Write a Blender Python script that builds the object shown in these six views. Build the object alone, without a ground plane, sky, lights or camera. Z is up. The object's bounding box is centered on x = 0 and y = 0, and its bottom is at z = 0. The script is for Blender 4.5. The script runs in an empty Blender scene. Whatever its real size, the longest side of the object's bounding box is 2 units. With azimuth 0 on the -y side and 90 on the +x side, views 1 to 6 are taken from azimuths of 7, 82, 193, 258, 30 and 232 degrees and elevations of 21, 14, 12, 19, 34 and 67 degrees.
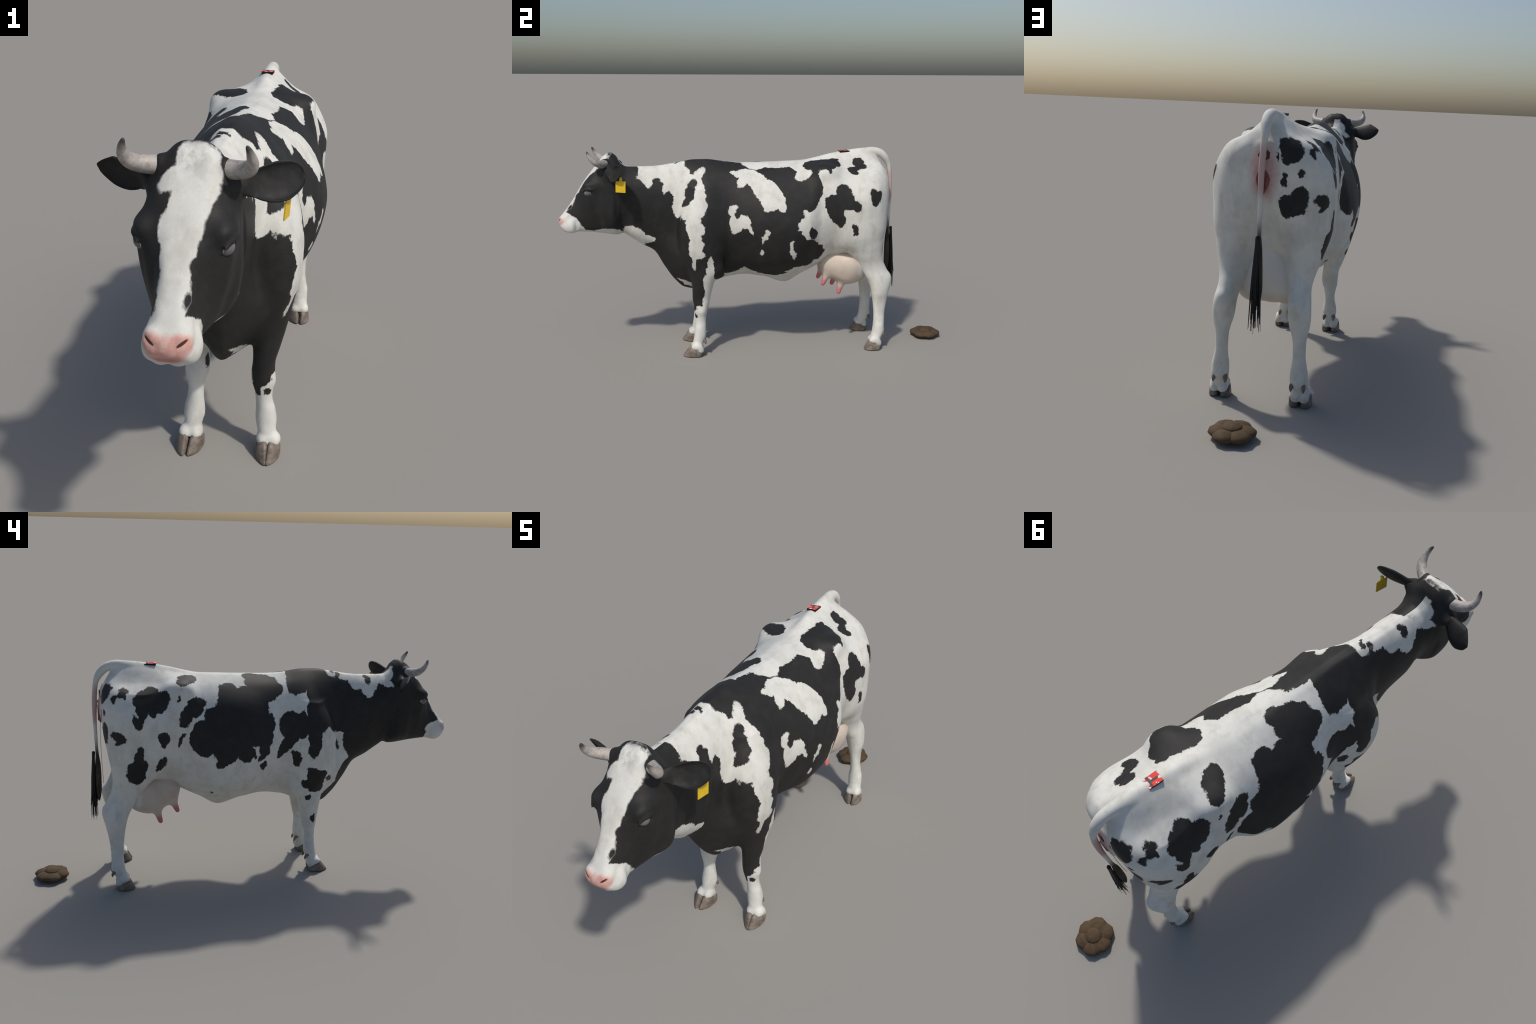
import bpy, bmesh, math, random
import numpy as np
from mathutils import Vector

# =====================================================================
#  A black-and-white dairy cow, standing, with a cow pat behind it.
#  The hide is one implicit surface (lofted trunk + blended limbs) that is
#  meshed once and then separated into head, neck, torso, legs, ears, tail.
# =====================================================================
rng = random.Random(7)
CELL = 0.0042
LOW = np.array([-0.252, -1.03, 0.018])
HIGH = np.array([0.252, 0.735, 1.075])


# ---------------------------------------------------------------- curves
def pchip(x, y, q):
    """Monotone cubic interpolation of y(x) at q; y may have many columns."""
    x = np.asarray(x, float); y = np.asarray(y, float); q = np.asarray(q, float)
    if y.ndim == 1:
        return pchip(x, y[:, None], q)[:, 0]
    h = np.diff(x)[:, None]
    d = np.diff(y, axis=0) / h
    m = np.zeros_like(y)
    w1 = 2 * h[1:] + h[:-1]; w2 = h[1:] + 2 * h[:-1]
    same = d[1:] * d[:-1] > 0
    with np.errstate(divide="ignore", invalid="ignore"):
        hm = (w1 + w2) / (w1 / d[:-1] + w2 / d[1:])
    m[1:-1] = np.where(same, hm, 0)
    m[0] = d[0]; m[-1] = d[-1]
    q = np.clip(q, x[0], x[-1])
    i = np.clip(np.searchsorted(x, q, side="right") - 1, 0, len(x) - 2)
    t = ((q - x[i]) / (x[i + 1] - x[i]))[:, None]
    H = h[i]
    return ((2 * t**3 - 3 * t**2 + 1) * y[i] + (t**3 - 2 * t**2 + t) * H * m[i]
            + (-2 * t**3 + 3 * t**2) * y[i + 1] + (t**3 - t**2) * H * m[i + 1])


def catmull(points, per):
    """Dense centripetal-like spline through a list of points."""
    p = np.asarray(points, float)
    p = np.vstack([2 * p[0] - p[1], p, 2 * p[-1] - p[-2]])
    out = []
    for i in range(1, len(p) - 2):
        for t in np.linspace(0, 1, per, endpoint=False):
            a, b, c, d = p[i - 1:i + 3]
            out.append(0.5 * (2 * b + (c - a) * t + (2 * a - 5 * b + 4 * c - d) * t * t + (3 * b - a - 3 * c + d) * t**3))
    out.append(p[-2])
    return np.array(out)


# ---------------------------------------------------------------- field
class Field:
    """A sampled signed field that parts are blended into."""

    def __init__(self, low, high, cell):
        self.low = np.asarray(low, float); self.cell = cell
        self.n = np.ceil((np.asarray(high) - self.low) / cell).astype(int) + 1
        self.ax = [(self.low[i] + cell * np.arange(self.n[i])).astype(np.float32) for i in range(3)]
        self.f = np.full(self.n, 0.2, np.float32)

    def window(self, low, high):
        i0 = np.clip(np.floor((np.asarray(low) - self.low) / self.cell).astype(int), 0, self.n)
        i1 = np.clip(np.ceil((np.asarray(high) - self.low) / self.cell).astype(int) + 1, 0, self.n)
        sl = tuple(slice(a, b) for a, b in zip(i0, i1))
        x = self.ax[0][sl[0]][:, None, None]; y = self.ax[1][sl[1]][None, :, None]; z = self.ax[2][sl[2]][None, None, :]
        return sl, x, y, z

    def join(self, low, high, shape, k):
        sl, x, y, z = self.window(low, high)
        if 0 in self.f[sl].shape:
            return
        a = self.f[sl]; b = shape(x, y, z)
        h = np.maximum(k - np.abs(a - b), 0) / k
        self.f[sl] = np.minimum(a, b) - h * h * k * 0.25

    def cut(self, low, high, shape, k):
        sl, x, y, z = self.window(low, high)
        if 0 in self.f[sl].shape:
            return
        a = self.f[sl]; b = -shape(x, y, z)
        h = np.maximum(k - np.abs(a - b), 0) / k
        self.f[sl] = np.maximum(a, b) + h * h * k * 0.25

    # --- common shapes
    def ball(self, c, r, k=0.02, cut=False, turn=None):
        c = np.asarray(c, float); r = np.asarray(r, float) * np.ones(3)
        T = np.eye(3) if turn is None else np.array(turn)
        def shape(x, y, z):
            d = [x - c[0], y - c[1], z - c[2]]
            u = [T[j][0] * d[0] + T[j][1] * d[1] + T[j][2] * d[2] for j in range(3)]
            k0 = np.sqrt(sum((u[j] / r[j])**2 for j in range(3)))
            k1 = np.sqrt(sum((u[j] / r[j]**2)**2 for j in range(3))) + 1e-6
            return k0 * (k0 - 1) / k1
        m = r.max() + k + 0.01
        (self.cut if cut else self.join)(c - m, c + m, shape, k)

    def rod(self, a, b, ra, rb, k=0.02, cut=False):
        a = np.asarray(a, float); b = np.asarray(b, float)
        ab = b - a; L2 = ab @ ab
        def shape(x, y, z):
            t = np.clip(((x - a[0]) * ab[0] + (y - a[1]) * ab[1] + (z - a[2]) * ab[2]) / L2, 0, 1)
            d = np.sqrt((x - a[0] - t * ab[0])**2 + (y - a[1] - t * ab[1])**2 + (z - a[2] - t * ab[2])**2)
            return d - (ra + (rb - ra) * t)
        m = max(ra, rb) + k + 0.01
        (self.cut if cut else self.join)(np.minimum(a, b) - m, np.maximum(a, b) + m, shape, k)

    def cord(self, pts, k=0.02, cut=False):
        """A bent tapered tube: (x, y, z, radius) points, one union, then blended once."""
        P = catmull(pts, 5)
        def shape(x, y, z):
            best = None
            for p, q in zip(P[:-1], P[1:]):
                ab = q[:3] - p[:3]; L2 = ab @ ab + 1e-12
                t = np.clip(((x - p[0]) * ab[0] + (y - p[1]) * ab[1] + (z - p[2]) * ab[2]) / L2, 0, 1)
                d = np.sqrt((x - p[0] - t * ab[0])**2 + (y - p[1] - t * ab[1])**2 + (z - p[2] - t * ab[2])**2) - (p[3] + (q[3] - p[3]) * t)
                best = d if best is None else np.minimum(best, d)
            return best
        m = P[:, 3].max() + k + 0.01
        (self.cut if cut else self.join)(P[:, :3].min(0) - m, P[:, :3].max(0) + m, shape, k)

    def column(self, levels, k):
        """A limb of elliptical sections: rows (z, centre x, centre y, half width, half depth)."""
        L = np.array(sorted(levels)); z0, z1 = L[0, 0], L[-1, 0]
        def shape(x, y, z):
            v = pchip(L[:, 0], L[:, 1:], z.ravel()).astype(np.float32)
            cx, cy, rx, ry = [v[:, j][None, None, :] for j in range(4)]
            dx, dy = x - cx, y - cy
            k0 = np.sqrt((dx / rx)**2 + (dy / ry)**2)
            k1 = np.sqrt((dx / rx**2)**2 + (dy / ry**2)**2) + 1e-6
            f = np.where(k0 > 0.3, k0 * (k0 - 1) / k1, (k0 - 1) * np.minimum(rx, ry))
            return np.maximum(f, np.maximum(z0 - z, z - z1))
        lo = np.array([(L[:, 1] - L[:, 3]).min(), (L[:, 2] - L[:, 4]).min(), z0]) - k - 0.01
        hi = np.array([(L[:, 1] + L[:, 3]).max(), (L[:, 2] + L[:, 4]).max(), z1]) + k + 0.01
        self.join(lo, hi, shape, k)

    # --- surface
    def mesh(self, relax=1):
        """Naive surface nets, then the vertices are drawn onto the zero level."""
        f = self.f; ins = f < 0
        n = np.array(f.shape)
        c = ins[:-1, :-1, :-1].astype(np.int8)
        for dx in (0, 1):
            for dy in (0, 1):
                for dz in (0, 1):
                    if dx or dy or dz:
                        c = c + ins[dx:n[0] - 1 + dx, dy:n[1] - 1 + dy, dz:n[2] - 1 + dz]
        act = (c > 0) & (c < 8)
        idx = np.full(act.shape, -1, np.int64)
        cells = np.argwhere(act); idx[act] = np.arange(len(cells))
        acc = np.zeros((len(cells), 3)); cnt = np.zeros(len(cells))
        corners = [np.array((a, b, d)) for a in (0, 1) for b in (0, 1) for d in (0, 1)]
        for p in corners:
            for ax in range(3):
                if p[ax] == 0:
                    q = p.copy(); q[ax] = 1
                    fa = f[tuple((cells + p).T)]; fb = f[tuple((cells + q).T)]
                    hit = (fa < 0) != (fb < 0)
                    t = fa[hit] / (fa[hit] - fb[hit])
                    acc[hit] += p + np.outer(t, q - p); cnt[hit] += 1
        v = cells + acc / cnt[:, None]
        quads = []
        for ax in range(3):
            b, d = (ax + 1) % 3, (ax + 2) % 3
            s0 = [slice(None)] * 3; s1 = [slice(None)] * 3
            s0[ax] = slice(0, -1); s1[ax] = slice(1, None)
            e0 = ins[tuple(s0)]; e1 = ins[tuple(s1)]
            for sign in (0, 1):
                e = np.argwhere((e0 & ~e1) if sign == 0 else (~e0 & e1))
                e = e[(e[:, b] > 0) & (e[:, d] > 0) & (e[:, b] < n[b] - 1) & (e[:, d] < n[d] - 1)]
                def at(ob, od):
                    w = e.copy(); w[:, b] += ob; w[:, d] += od
                    return idx[tuple(w.T)]
                q = np.stack([at(-1, -1), at(0, -1), at(0, 0), at(-1, 0)], 1)
                quads.append(q if sign == 0 else q[:, ::-1])
        quads = np.vstack(quads)
        quads = quads[(quads >= 0).all(1)]
        e = np.vstack([quads[:, [0, 1]], quads[:, [1, 2]], quads[:, [2, 3]], quads[:, [3, 0]]])
        for _ in range(relax):
            s = np.zeros_like(v); w = np.bincount(e[:, 0], minlength=len(v)) + np.bincount(e[:, 1], minlength=len(v))
            for j in range(3):
                s[:, j] = np.bincount(e[:, 0], v[e[:, 1], j], len(v)) + np.bincount(e[:, 1], v[e[:, 0], j], len(v))
            v = v * 0.4 + 0.6 * s / np.maximum(w, 1)[:, None]
            for _ in range(2):
                val = self.sample(v)
                g = np.stack([self.sample(v + o) - self.sample(v - o) for o in np.eye(3) * 0.5], 1)
                v = v - np.clip(val / np.maximum((g * g).sum(1), 1e-9), -0.5, 0.5)[:, None] * g
        return self.low + v * self.cell, quads

    def sample(self, v):
        i = np.clip(np.floor(v).astype(int), 0, self.n - 2); t = v - i
        out = 0
        for a in (0, 1):
            for b in (0, 1):
                for c in (0, 1):
                    w = (t[:, 0] if a else 1 - t[:, 0]) * (t[:, 1] if b else 1 - t[:, 1]) * (t[:, 2] if c else 1 - t[:, 2])
                    out = out + w * self.f[i[:, 0] + a, i[:, 1] + b, i[:, 2] + c]
        return out


def corner_normals(v, quads):
    a = v[quads[:, 2]] - v[quads[:, 0]]; b = v[quads[:, 3]] - v[quads[:, 1]]
    fn = np.cross(a, b); vn = np.zeros_like(v)
    for j in range(4):
        for k in range(3):
            vn[:, k] += np.bincount(quads[:, j], fn[:, k], len(v))
    return vn / np.maximum(np.linalg.norm(vn, axis=1), 1e-12)[:, None]


# ------------------------------------------------------------- the trunk
# Cross-sections from the nose to the buttocks.  Each row: y, then the half
# profile as (half width, height) from the top of the back to the belly line.
def section(y, *profile):
    return (y,) + profile


SECTIONS = [
    section(-1.004, (0, .698), (.006, .697), (.010, .695), (.014, .691), (.014, .687), (.012, .683), (.008, .680), (.004, .678), (0, .677)),
    section(-0.998, (0, .708), (.015, .706), (.027, .702), (.034, .694), (.035, .686), (.033, .677), (.025, .670), (.012, .666), (0, .666)),
    section(-0.985, (0, .724), (.019, .722), (.034, .714), (.045, .700), (.046, .685), (.045, .668), (.037, .656), (.018, .650), (0, .650)),
    section(-0.965, (0, .748), (.018, .746), (.032, .733), (.045, .712), (.048, .690), (.051, .667), (.044, .648), (.022, .640), (0, .639)),
    section(-0.945, (0, .774), (.018, .771), (.032, .756), (.041, .730), (.046, .698), (.053, .668), (.046, .646), (.023, .635), (0, .633)),
    section(-0.920, (0, .811), (.021, .808), (.032, .789), (.041, .756), (.047, .716), (.047, .678), (.040, .648), (.021, .637), (0, .635)),
    section(-0.895, (0, .852), (.026, .848), (.041, .824), (.047, .786), (.054, .740), (.050, .690), (.039, .652), (.021, .638), (0, .636)),
    section(-0.865, (0, .896), (.034, .892), (.062, .872), (.078, .842), (.075, .785), (.065, .715), (.048, .660), (.026, .638), (0, .635)),
    section(-0.835, (0, .934), (.040, .930), (.069, .910), (.097, .862), (.096, .800), (.080, .725), (.058, .665), (.031, .637), (0, .633)),
    section(-0.800, (0, .977), (.040, .974), (.068, .947), (.099, .880), (.099, .810), (.090, .738), (.067, .668), (.034, .634), (0, .628)),
    section(-0.770, (0, 1.010), (.038, 1.007), (.065, .975), (.096, .900), (.103, .820), (.104, .745), (.083, .670), (.038, .631), (0, .623)),
    section(-0.742, (0, 1.026), (.034, 1.021), (.063, .990), (.094, .920), (.102, .830), (.105, .750), (.088, .672), (.040, .629), (0, .617)),
    section(-0.715, (0, 1.012), (.034, 1.006), (.063, .976), (.091, .912), (.100, .825), (.098, .745), (.078, .672), (.036, .628), (0, .615)),
    section(-0.690, (0, .974), (.030, .969), (.058, .940), (.083, .888), (.090, .815), (.078, .740), (.052, .670), (.030, .635), (0, .622)),
    section(-0.660, (0, .957), (.024, .952), (.054, .924), (.081, .870), (.085, .805), (.068, .725), (.052, .655), (.028, .618), (0, .603)),
    section(-0.600, (0, .956), (.018, .952), (.050, .922), (.081, .865), (.091, .790), (.083, .705), (.058, .622), (.026, .577), (0, .562)),
    section(-0.540, (0, .957), (.017, .953), (.049, .923), (.081, .860), (.091, .775), (.080, .680), (.058, .588), (.024, .542), (0, .528)),
    section(-0.490, (0, .961), (.018, .957), (.048, .923), (.079, .857), (.091, .770), (.082, .660), (.068, .553), (.030, .470), (0, .446)),
    section(-0.440, (0, .969), (.020, .965), (.052, .925), (.078, .858), (.088, .762), (.082, .640), (.092, .515), (.032, .405), (0, .372)),
    section(-0.390, (0, .977), (.022, .972), (.060, .927), (.093, .858), (.114, .757), (.118, .630), (.130, .500), (.048, .375), (0, .328)),
    section(-0.330, (0, .987), (.024, .981), (.076, .932), (.119, .858), (.155, .752), (.164, .625), (.162, .495), (.078, .368), (0, .318)),
    section(-0.270, (0, .988), (.026, .981), (.087, .934), (.150, .857), (.186, .750), (.186, .625), (.140, .490), (.070, .382), (0, .338)),
    section(-0.180, (0, .977), (.030, .970), (.092, .930), (.143, .857), (.176, .750), (.176, .630), (.112, .490), (.052, .405), (0, .376)),
    section(-0.080, (0, .970), (.032, .963), (.097, .928), (.155, .857), (.202, .750), (.210, .635), (.148, .490), (.058, .413), (0, .389)),
    section(0.020, (0, .971), (.036, .965), (.101, .929), (.171, .860), (.227, .750), (.239, .640), (.192, .492), (.082, .404), (0, .376)),
    section(0.130, (0, .974), (.040, .968), (.108, .934), (.174, .862), (.229, .750), (.246, .640), (.200, .495), (.078, .382), (0, .341)),
    section(0.220, (0, .979), (.042, .971), (.111, .942), (.171, .875), (.222, .760), (.233, .645), (.180, .510), (.082, .418), (0, .388)),
    section(0.290, (0, .993), (.042, .981), (.122, .965), (.168, .921), (.199, .805), (.196, .670), (.147, .530), (.074, .450), (0, .423)),
    section(0.350, (0, 1.008), (.040, .990), (.112, .967), (.166, .926), (.203, .818), (.201, .695), (.146, .560), (.068, .480), (0, .455)),
    section(0.430, (0, 1.023), (.038, 1.002), (.098, .957), (.160, .915), (.210, .818), (.216, .705), (.190, .585), (.104, .510), (0, .490)),
    section(0.510, (0, 1.034), (.037, 1.009), (.090, .957), (.163, .910), (.217, .818), (.213, .710), (.196, .590), (.104, .530), (0, .510)),
    section(0.570, (0, 1.028), (.034, 1.002), (.086, .956), (.160, .914), (.205, .818), (.199, .712), (.178, .615), (.098, .550), (0, .535)),
    section(0.610, (0, .992), (.032, .980), (.083, .951), (.148, .903), (.176, .815), (.172, .715), (.150, .630), (.080, .575), (0, .565)),
    section(0.635, (0, .955), (.030, .950), (.078, .934), (.133, .888), (.148, .815), (.140, .725), (.118, .662), (.062, .622), (0, .615)),
    section(0.652, (0, .915), (.028, .915), (.072, .908), (.108, .870), (.112, .815), (.100, .750), (.086, .705), (.048, .680), (0, .675)),
    section(0.662, (0, .860), (.012, .860), (.024, .852), (.034, .836), (.038, .815), (.036, .790), (.028, .775), (.014, .765), (0, .763)),
]


def trunk(F):
    ys = F.ax[1].astype(float)
    yk = np.array([s[0] for s in SECTIONS])
    prof = np.array([[p for p in s[1:]] for s in SECTIONS])
    flat = pchip(yk, prof.reshape(len(yk), -1), ys).reshape(len(ys), -1, 2)
    nt = 181
    ang = np.linspace(0, math.pi, nt)
    R = np.zeros((len(ys), nt)); zc = np.zeros(len(ys))
    for i, P in enumerate(flat):
        c = 0.5 * (P[0, 1] + P[-1, 1]); zc[i] = c
        full = np.vstack([P[1:3][::-1] * [-1, 1], P, P[-3:-1][::-1] * [-1, 1]])
        C = catmull(full, 10)
        a = np.arctan2(C[:, 0], C[:, 1] - c); r = np.hypot(C[:, 0], C[:, 1] - c)
        keep = (C[:, 0] >= -1e-9) | (np.abs(a) < 0.35) | (np.abs(a) > 2.8)
        a = np.where((C[:, 1] < c) & (a < 0), a + 2 * math.pi, a)
        o = np.argsort(a[keep])
        R[i] = np.interp(ang, a[keep][o], r[keep][o])
    Ry = np.gradient(R, F.cell, axis=0)
    Rt = np.gradient(R, ang[1], axis=1)
    x = F.ax[0][:, None].astype(float)
    inside = (ys >= yk[0]) & (ys <= yk[-1])
    for i in range(len(ys)):
        dz = F.ax[2][None, :] - zc[i]
        rho = np.hypot(x, dz)
        t = np.arctan2(np.abs(x), dz) / ang[1]
        j = np.clip(t.astype(int), 0, nt - 2); w = t - j
        r = R[i, j] * (1 - w) + R[i, j + 1] * w
        ry = Ry[i, j] * (1 - w) + Ry[i, j + 1] * w
        rt = Rt[i, j] * (1 - w) + Rt[i, j + 1] * w
        g = np.sqrt(1 + np.clip(ry, -4, 4)**2 + np.clip(rt / np.maximum(rho, 0.02), -2, 2)**2)
        val = (rho - r) / g
        if not inside[i]:
            gap = yk[0] - ys[i] if ys[i] < yk[0] else ys[i] - yk[-1]
            val = np.maximum(val, 0) + gap
        F.f[:, i, :] = np.minimum(F.f[:, i, :], val)


# limbs: (height, centre x, centre y, half width, half depth)
FORELEG_NEAR = [
    (.043, .1365, -.340, .029, .026), (.055, .133, -.333, .0285, .0265), (.067, .130, -.328, .0275, .0275),
    (.085, .127, -.322, .0295, .0300), (.108, .125, -.318, .0318, .0300), (.139, .122, -.316, .0290, .0285), (.172, .116, -.314, .0248, .0268),
    (.197, .114, -.314, .0268, .0280), (.234, .112, -.311, .0360, .0335), (.262, .110, -.309, .0345, .0390), (.290, .111, -.308, .0330, .0440),
    (.342, .116, -.303, .0400, .0500), (.400, .120, -.296, .050, .060), (.470, .126, -.282, .058, .078), (.560, .130, -.278, .064, .094),
    (.660, .128, -.282, .062, .098), (.760, .116, -.285, .056, .080), (.850, .095, -.285, .045, .055)]
FORELEG_FAR = [
    (.043, -.0985, -.341, .029, .026), (.057, -.097, -.331, .0270, .0275), (.068, -.0955, -.327, .0270, .0270),
    (.080, -.094, -.323, .0285, .0285), (.100, -.0935, -.318, .0320, .0295), (.125, -.093, -.315, .0300, .0285), (.155, -.091, -.314, .0248, .0265),
    (.181, -.090, -.313, .0232, .0255), (.209, -.090, -.311, .0275, .0270), (.238, -.088, -.309, .0355, .0330), (.264, -.087, -.308, .0370, .0370),
    (.300, -.090, -.306, .0370, .0430), (.342, -.100, -.301, .0420, .0500), (.400, -.112, -.294, .050, .060), (.470, -.124, -.282, .058, .078),
    (.560, -.130, -.278, .064, .094), (.660, -.128, -.282, .062, .098), (.760, -.116, -.285, .056, .080), (.850, -.095, -.285, .045, .055)]
HINDLEG = [
    (.044, .151, .593, .030, .027), (.062, .150, .600, .0305, .0285), (.079, .148, .608, .0310, .0310), (.101, .146, .614, .0325, .0315),
    (.124, .146, .614, .0325, .0290), (.158, .145, .615, .0265, .0285), (.196, .1435, .6145, .0225, .0295), (.233, .143, .615, .0228, .0335),
    (.270, .1415, .6155, .0280, .0385), (.300, .140, .616, .0360, .0445), (.335, .138, .615, .0400, .0515), (.362, .136, .613, .0400, .0590),
    (.387, .133, .604, .0400, .0640), (.410, .129, .592, .0400, .0660), (.436, .124, .577, .0440, .0690), (.470, .121, .557, .0530, .0740),
    (.510, .122, .538, .0640, .0860), (.570, .124, .515, .0760, .1110), (.650, .126, .505, .0800, .1260), (.740, .124, .500, .0780, .1250),
    (.830, .112, .495, .0680, .1050), (.900, .095, .490, .050, .070)]


def mirrored(levels):
    return [(a[0], -a[1]) + a[2:] for a in levels]


def build_hide():
    F = Field(LOW, HIGH, CELL)
    trunk(F)
    # limbs
    for lv in (FORELEG_NEAR, FORELEG_FAR):
        F.column(lv, 0.03)
    for lv in (HINDLEG, mirrored(HINDLEG)):
        F.column(lv, 0.035)
    for s in (1, -1):
        # shoulder blade, elbow, hip bone, pin bone, point of hock
        F.ball((s * .116, -.310, .635), (.090, .106, .195), 0.022)
        F.ball((s * .128, -.233, .458), (.042, .044, .052), 0.025)
        F.ball((s * .142, .322, .930), (.031, .042, .028), 0.045)
        F.rod((s * .133, .652, .385), (s * .137, .645, .345), .017, .014, 0.025)
        # groove between the neck and the point of the shoulder
        F.cord([(s * .128, -.415, .760, .004), (s * .143, -.432, .640, .008), (s * .140, -.440, .530, .006)], 0.022, cut=True)
        # crease behind the shoulder, hollow above the flank, throat groove
        F.cord([(s * .202, -.176, .760, .008), (s * .216, -.172, .620, .010), (s * .203, -.176, .480, .012)], 0.03, cut=True)
        F.cord([(s * .106, -.708, .890, .005), (s * .106, -.707, .800, .010), (s * .099, -.705, .720, .011), (s * .074, -.702, .650, .009)], 0.010, cut=True)
    # swollen pad under the tail
    F.ball((-.001, .642, .835), (.044, .026, .094), 0.025)
    # rear cleft between the buttocks
    F.cord([(0, .684, .760, .018), (0, .686, .700, .046), (0, .678, .620, .073), (0, .660, .520, .090)], 0.05, cut=True)
    # tail: lifts off the rump in an arch, then hangs straight
    F.cord([(0, .520, 1.008, .024), (0, .580, 1.020, .0215), (0, .625, 1.0125, .0200), (-.001, .654, .989, .0185), (-.003, .6715, .962, .0150),
            (-.003, .680, .935, .0118), (-.0015, .6855, .890, .0112), (-.0005, .689, .840, .0108), (0, .690, .780, .0098), (0, .689, .720, .0086),
            (0, .688, .660, .0078), (0, .687, .615, .0078)], 0.012)
    # feet: two fleshy bulbs above each pair of claws
    for cx, cy, splay in ((.137, -.345, -.10), (-.099, -.350, .10), (.152, .583, .05), (-.152, .583, -.05)):
        for s in (1, -1):
            F.ball((cx + s * .0175, cy + .006, .049), (.0185, .027, .0165), 0.012)
            F.ball((cx + s * .0165, cy + .026, .032), (.0165, .019, .021), 0.012)
        F.rod((cx, cy - .045, .044), (cx, cy - .024, .064), .003, .002, 0.010, cut=True)
    # ---- head
    for s in (1, -1):
        F.ball((s * .040, -.940, .668), (.017, .032, .031), 0.020)                 # upper lip
        F.ball((s * .017, -.962, .645), (.014, .018, .009), 0.010)                 # chin lumps
        F.ball((s * .080, -.838, .870), (.022, .032, .021), 0.030)                 # brow
        F.ball((s * .031, -.980, .703), (.012, .013, .012), 0.018)                 # nostril wing
        F.cord([(s * .018, -1.006, .690, .0045), (s * .030, -1.003, .697, .0050), (s * .043, -.993, .706, .0035)], 0.008, cut=True)
        F.rod((s * .056, -.912, .690), (s * .052, -.912, .655), .003, .004, 0.016, cut=True)   # corner of the mouth
        # eye socket with lids
        F.ball((s * .098, -.848, .8425), (.016, .0195, .0080), 0.006, cut=True, turn=[[1, 0, 0], [0, .985, -.15], [0, .15, .985]])
        F.cord([(s * .089, -.872, .845, .003), (s * .100, -.852, .858, .004), (s * .107, -.828, .858, .003)], 0.010)
        F.cord([(s * .095, -.870, .862, .002), (s * .108, -.848, .873, .002), (s * .111, -.820, .870, .002)], 0.010, cut=True)
        # root of the ear
        F.rod((s * .070, -.743, .934), (s * .100, -.729, .937), .031, .019, 0.030)
        # base of the horn
        F.ball((s * .066, -.764, .978), (.016, .022, .022), 0.016)
    return F


def new_mesh(name, v, faces, normals=None, smooth=True):
    me = bpy.data.meshes.new(name)
    me.from_pydata([tuple(p) for p in v], [], [tuple(f) for f in faces])
    me.polygons.foreach_set("use_smooth", [smooth] * len(me.polygons))
    me.update()
    if normals is not None:
        me.normals_split_custom_set_from_vertices([tuple(n) for n in normals])
    return me


def new_object(name, me, parent=None, mat=None):
    ob = bpy.data.objects.new(name, me)
    bpy.context.scene.collection.objects.link(ob)
    if parent is not None:
        ob.parent = parent
    if mat is not None:
        me.materials.append(mat)
    return ob


def region_of(p):
    """Which part of the hide a face centre belongs to."""
    x, y, z = p.T
    out = np.full(len(p), "torso", dtype=object)
    out[(y < -.430 - (z - .42) * 0.10) & (z > .36)] = "neck"
    out[(y < -.700 + (z - .80) * 0.08)] = "head"
    out[(y < -.15) & (y > -.47) & (z < .395 + (np.abs(x) - .10) * .5) & (np.abs(x) > .052) & (x > 0)] = "foreleg"
    out[(y < -.15) & (y > -.47) & (z < .395 + (np.abs(x) - .10) * .5) & (np.abs(x) > .052) & (x < 0)] = "foreleg.001"
    out[(y > .40) & (z < .500) & (np.abs(x) > .045) & (x > 0)] = "hindleg"
    out[(y > .40) & (z < .500) & (np.abs(x) > .045) & (x < 0)] = "hindleg.001"
    out[(y > .650 + np.clip(.96 - z, 0, .02) * .7) & (z > .60) & (np.abs(x) < .024) & ((y > .672) | (z > .955))] = "tail"
    return out


# ------------------------------------------------------- lofted small parts
def loft(rings, cap=True):
    """Quads between equal rings of points; end caps are fans."""
    n = len(rings[0]); v = [p for r in rings for p in r]; f = []
    for i in range(len(rings) - 1):
        for j in range(n):
            k = (j + 1) % n
            f.append((i * n + j, i * n + k, (i + 1) * n + k, (i + 1) * n + j))
    if cap:
        for i, flip in ((0, True), (len(rings) - 1, False)):
            c = len(v); v.append(np.mean(rings[i], axis=0))
            for j in range(n):
                t = (i * n + j, i * n + (j + 1) % n, c)
                f.append(t[::-1] if flip else t)
    return [np.array(p, float) for p in v], f


def tube(points, sides=16, per=8, start=None):
    """Rings around a spline of (x, y, z, radius)."""
    P = catmull(points, per)
    T = np.gradient(P[:, :3], axis=0); T /= np.linalg.norm(T, axis=1)[:, None]
    n = np.array(start if start is not None else (0, 0, 1.0)); rings = []
    for p, t in zip(P, T):
        n = n - t * (n @ t); n /= np.linalg.norm(n); b = np.cross(t, n)
        a = np.linspace(0, 2 * math.pi, sides, endpoint=False)
        rings.append([p[:3] + p[3] * (math.cos(q) * n + math.sin(q) * b) for q in a])
    return rings


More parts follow.
